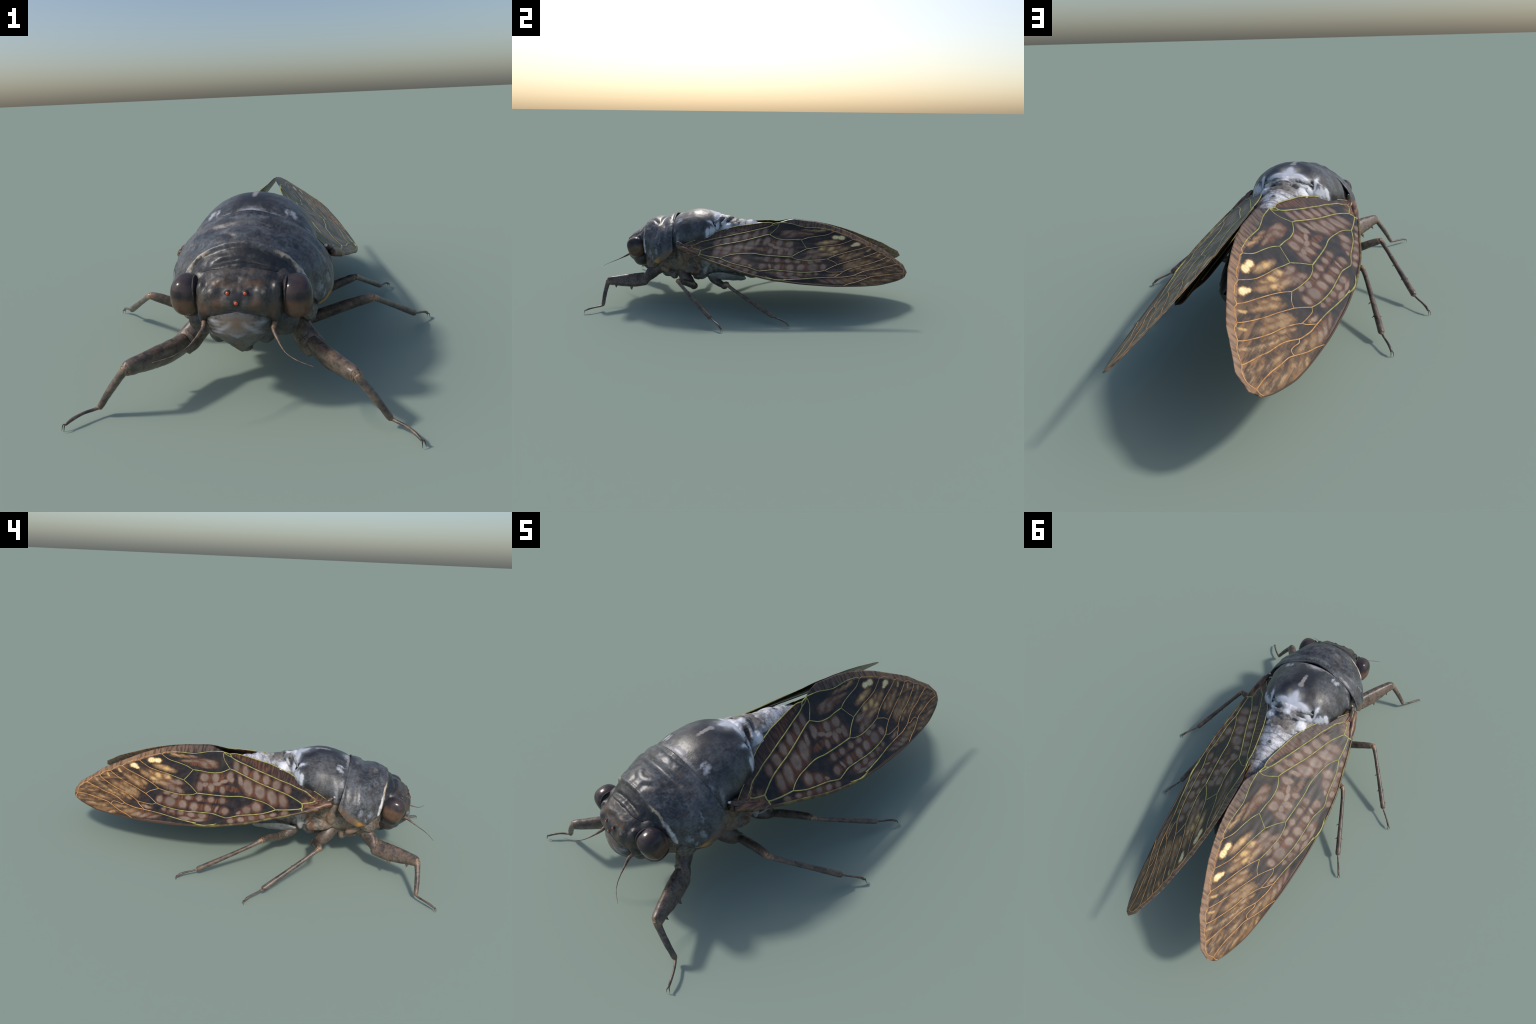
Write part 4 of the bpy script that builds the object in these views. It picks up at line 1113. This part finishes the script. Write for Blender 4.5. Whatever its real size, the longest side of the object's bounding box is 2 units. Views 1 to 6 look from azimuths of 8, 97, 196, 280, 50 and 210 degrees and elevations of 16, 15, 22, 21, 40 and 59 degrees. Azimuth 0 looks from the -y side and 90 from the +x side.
vein([(0.998, -0.037), (1.039, -0.017), (1.084, 0.005), (1.131, 0.025), (1.176, 0.047), (1.222, 0.072), (1.249, 0.09)], (0.0022, 0.0022))
vein([(0.998, -0.037), (0.962, -0.061), (0.924, -0.09)], (0.0022, 0.0022))
vein([(1.034, -0.086), (1.071, -0.062), (1.124, -0.036), (1.179, -0.015), (1.232, 0.011), (1.284, 0.04), (1.307, 0.058)], (0.0022, 0.0022))
vein([(0.924, -0.09), (0.945, -0.099), (0.984, -0.095), (1.034, -0.086)], (0.0022, 0.0022))
vein([(1.034, -0.086), (1.019, -0.104), (0.98, -0.133)], (0.0022, 0.0022))
vein([(0.673, -0.19), (0.719, -0.185), (0.805, -0.168), (0.892, -0.148), (0.982, -0.133), (1.033, -0.126), (1.081, -0.112), (1.106, -0.102), (1.155, -0.072), (1.196, -0.054), (1.25, -0.038), (1.29, -0.021), (1.347, 0.0), (1.372, 0.011)], (0.003, 0.0022))
vein([(1.106, -0.103), (1.124, -0.107), (1.154, -0.098), (1.176, -0.096), (1.185, -0.106), (1.184, -0.114)], (0.0022, 0.0022))
vein([(1.041, -0.187), (1.079, -0.167), (1.13, -0.145), (1.184, -0.114), (1.213, -0.099), (1.262, -0.087), (1.309, -0.073), (1.362, -0.063), (1.407, -0.059)], (0.0022, 0.0022))
vein([(0.924, -0.09), (0.873, -0.107), (0.8, -0.121), (0.733, -0.127), (0.692, -0.127), (0.643, -0.128), (0.595, -0.13), (0.554, -0.141), (0.521, -0.15), (0.509, -0.149), (0.491, -0.145), (0.45, -0.132), (0.393, -0.123), (0.334, -0.113), (0.291, -0.098), (0.261, -0.084)], (0.0026, 0.0034))
vein([(0.261, -0.084), (0.293, -0.062), (0.336, -0.043), (0.382, -0.032), (0.43, -0.022), (0.472, -0.018), (0.522, -0.022), (0.586, -0.021), (0.651, -0.018), (0.705, -0.015)], (0.0026, 0.0034))
vein([(0.261, -0.084), (0.215, -0.081), (0.174, -0.076), (0.129, -0.065), (0.13, -0.037)], (0.0036, 0.004))
vein([(0.13, -0.037), (0.167, -0.014), (0.216, 0.012), (0.281, 0.037), (0.347, 0.06), (0.415, 0.089), (0.485, 0.121), (0.52, 0.137), (0.551, 0.147)], (0.0036, 0.0034))
vein([(0.13, -0.037), (0.102, -0.031), (0.077, -0.024), (0.066, -0.013), (0.08, 0.004), (0.113, 0.033), (0.136, 0.045)], (0.0042, 0.0036))
vein([(0.563, 0.236), (0.55, 0.217), (0.514, 0.198), (0.462, 0.177), (0.41, 0.155), (0.326, 0.122), (0.259, 0.095), (0.21, 0.078), (0.168, 0.058), (0.136, 0.045)], (0.0034, 0.003))
vein([(0.136, 0.045), (0.11, 0.029), (0.08, 0.007), (0.033, -0.02)], (0.0022, 0.0022))
vein([(0.563, 0.236), (0.584, 0.243), (0.603, 0.248)], (0.003, 0.003))
vein([(0.554, 0.219), (0.581, 0.231), (0.603, 0.246)], (0.0022, 0.0022))
vein([(0.603, 0.248), (0.6, 0.221), (0.586, 0.193), (0.551, 0.147)], (0.0022, 0.0022))
vein([(0.129, -0.065), (0.123, -0.086)], (0.0045, 0.005))
vein([(0.695, -0.190), (0.662, -0.199), (0.625, -0.203), (0.590, -0.197), (0.560, -0.187)], (0.002, 0.0055, 0.0055, 0.0015))
E = [p for p in INNER if p[0] < 0.57]
vein([(s, t - 0.001) for s, t in E], (.0016, .0030, .0030))


def rib(name, path, radii, mat, lift=0.0, n=90):
    P = [(s, t, arch(s, t) + lift) for s, t in path]
    v, f = tube_geo(P, radii, n=n, seg=12)
    make(name, v, f, mat, fore)


rib("front_rib", [(s, t + 0.001) for s, t in COSTA if 0.0 < s < 1.41], [(.007, .008), (.0065, .0075), (.006, .007), (.0045, .0055), (.003, .0035), (.002, .0022)], M_COSTA, -0.001)
rib("wing_hinge", [(-0.02, -0.024), (0.02, -0.038), (0.06, -0.056), (0.10, -0.072), (0.135, -0.086)], [(.013, .013), (.018, .016), (.020, .013), (.015, .009), (.006, .003)], M_COSTA, 0.0, 30)
rib("hinge_rib", [(-0.005, -0.010), (0.03, -0.012), (0.06, -0.010), (0.085, 0.004), (0.12, 0.032)], [(.007, .007), (.008, .006), (.006, .005), (.004, .003), (.002, .002)], M_COSTA, 0.002, 30)
fore.matrix_basis = W_M

# hind wing: smaller, folded flat under the forewing
HT = [(0.08, 0.0), (0.2, 0.045), (0.35, 0.095), (0.45, 0.155), (0.53, 0.210), (0.65, 0.222), (0.80, 0.195), (0.95, 0.150), (1.02, 0.090), (1.045, 0.020)]
HB = [(0.08, -0.03), (0.2, -0.070), (0.4, -0.110), (0.60, -0.125), (0.80, -0.115), (0.95, -0.078), (1.02, -0.035), (1.045, 0.0)]
V, F = membrane(lambda s: interp(s, HT, 1), lambda s: interp(s, HB, 1), 0.08, 1.045, -0.040, 120, 40, 0.004, lambda s, t: 0.003 * math.sin(t * 70 + s * 9))
hind = make("hindwing", V, F, M_HINDW, root)
for path in ([(0.1, -0.02), (0.4, -0.06), (0.75, -0.07), (0.98, -0.035)], [(0.1, -0.01), (0.4, 0.01), (0.7, 0.03), (1.02, 0.03)], [(0.1, 0.0), (0.35, 0.07), (0.65, 0.11), (0.97, 0.09)], [(0.1, 0.01), (0.35, 0.11), (0.6, 0.165), (0.85, 0.15)], [(0.15, 0.05), (0.4, 0.15), (0.6, 0.205)]):
    v, f = tube_geo([(s, t, arch(s, t) - 0.037 + 0.003 * math.sin(t * 70 + s * 9)) for s, t in path], [0.002, 0.002, 0.0012], n=24, seg=6)
    make("vein", v, f, M_VEIN, hind)
hind.matrix_basis = W_M
for o in (fore, hind):
    mirrored(o, root)

# scale-like tegula over the wing root
M_TEG = cuticle("tegula_cuticle", (0.02, 0.016, 0.014), (0.12, 0.085, 0.06), (0.24, 0.12, 0.06), 0.7, 0.35,
                lambda N, p, col: paint(N, p, col, [((0.249, -0.460, 0.420), (0.008, 0.010, 0.008))], (0.62, 0.58, 0.55), 0.5, 1.2, (60, 0.004)), 0.3)
o = tube("tegula", [(0.2475, -0.462, 0.421), (0.254, -0.448, 0.414), (0.262, -0.430, 0.403), (0.266, -0.405, 0.392), (0.268, -0.380, 0.384)], [(0.004, 0.004), (0.010, 0.009), (0.015, 0.013), (0.015, 0.013), (0.007, 0.006)], M_TEG, root, n=30, seg=18, rough=0.001)
mirrored(o, root)
o = blob("wing_socket", (0.238, -0.415, 0.375), (0.026, 0.045, 0.030), M_TEG, root, (-0.2, 0.3, 0), rough=0.003)
mirrored(o, root)
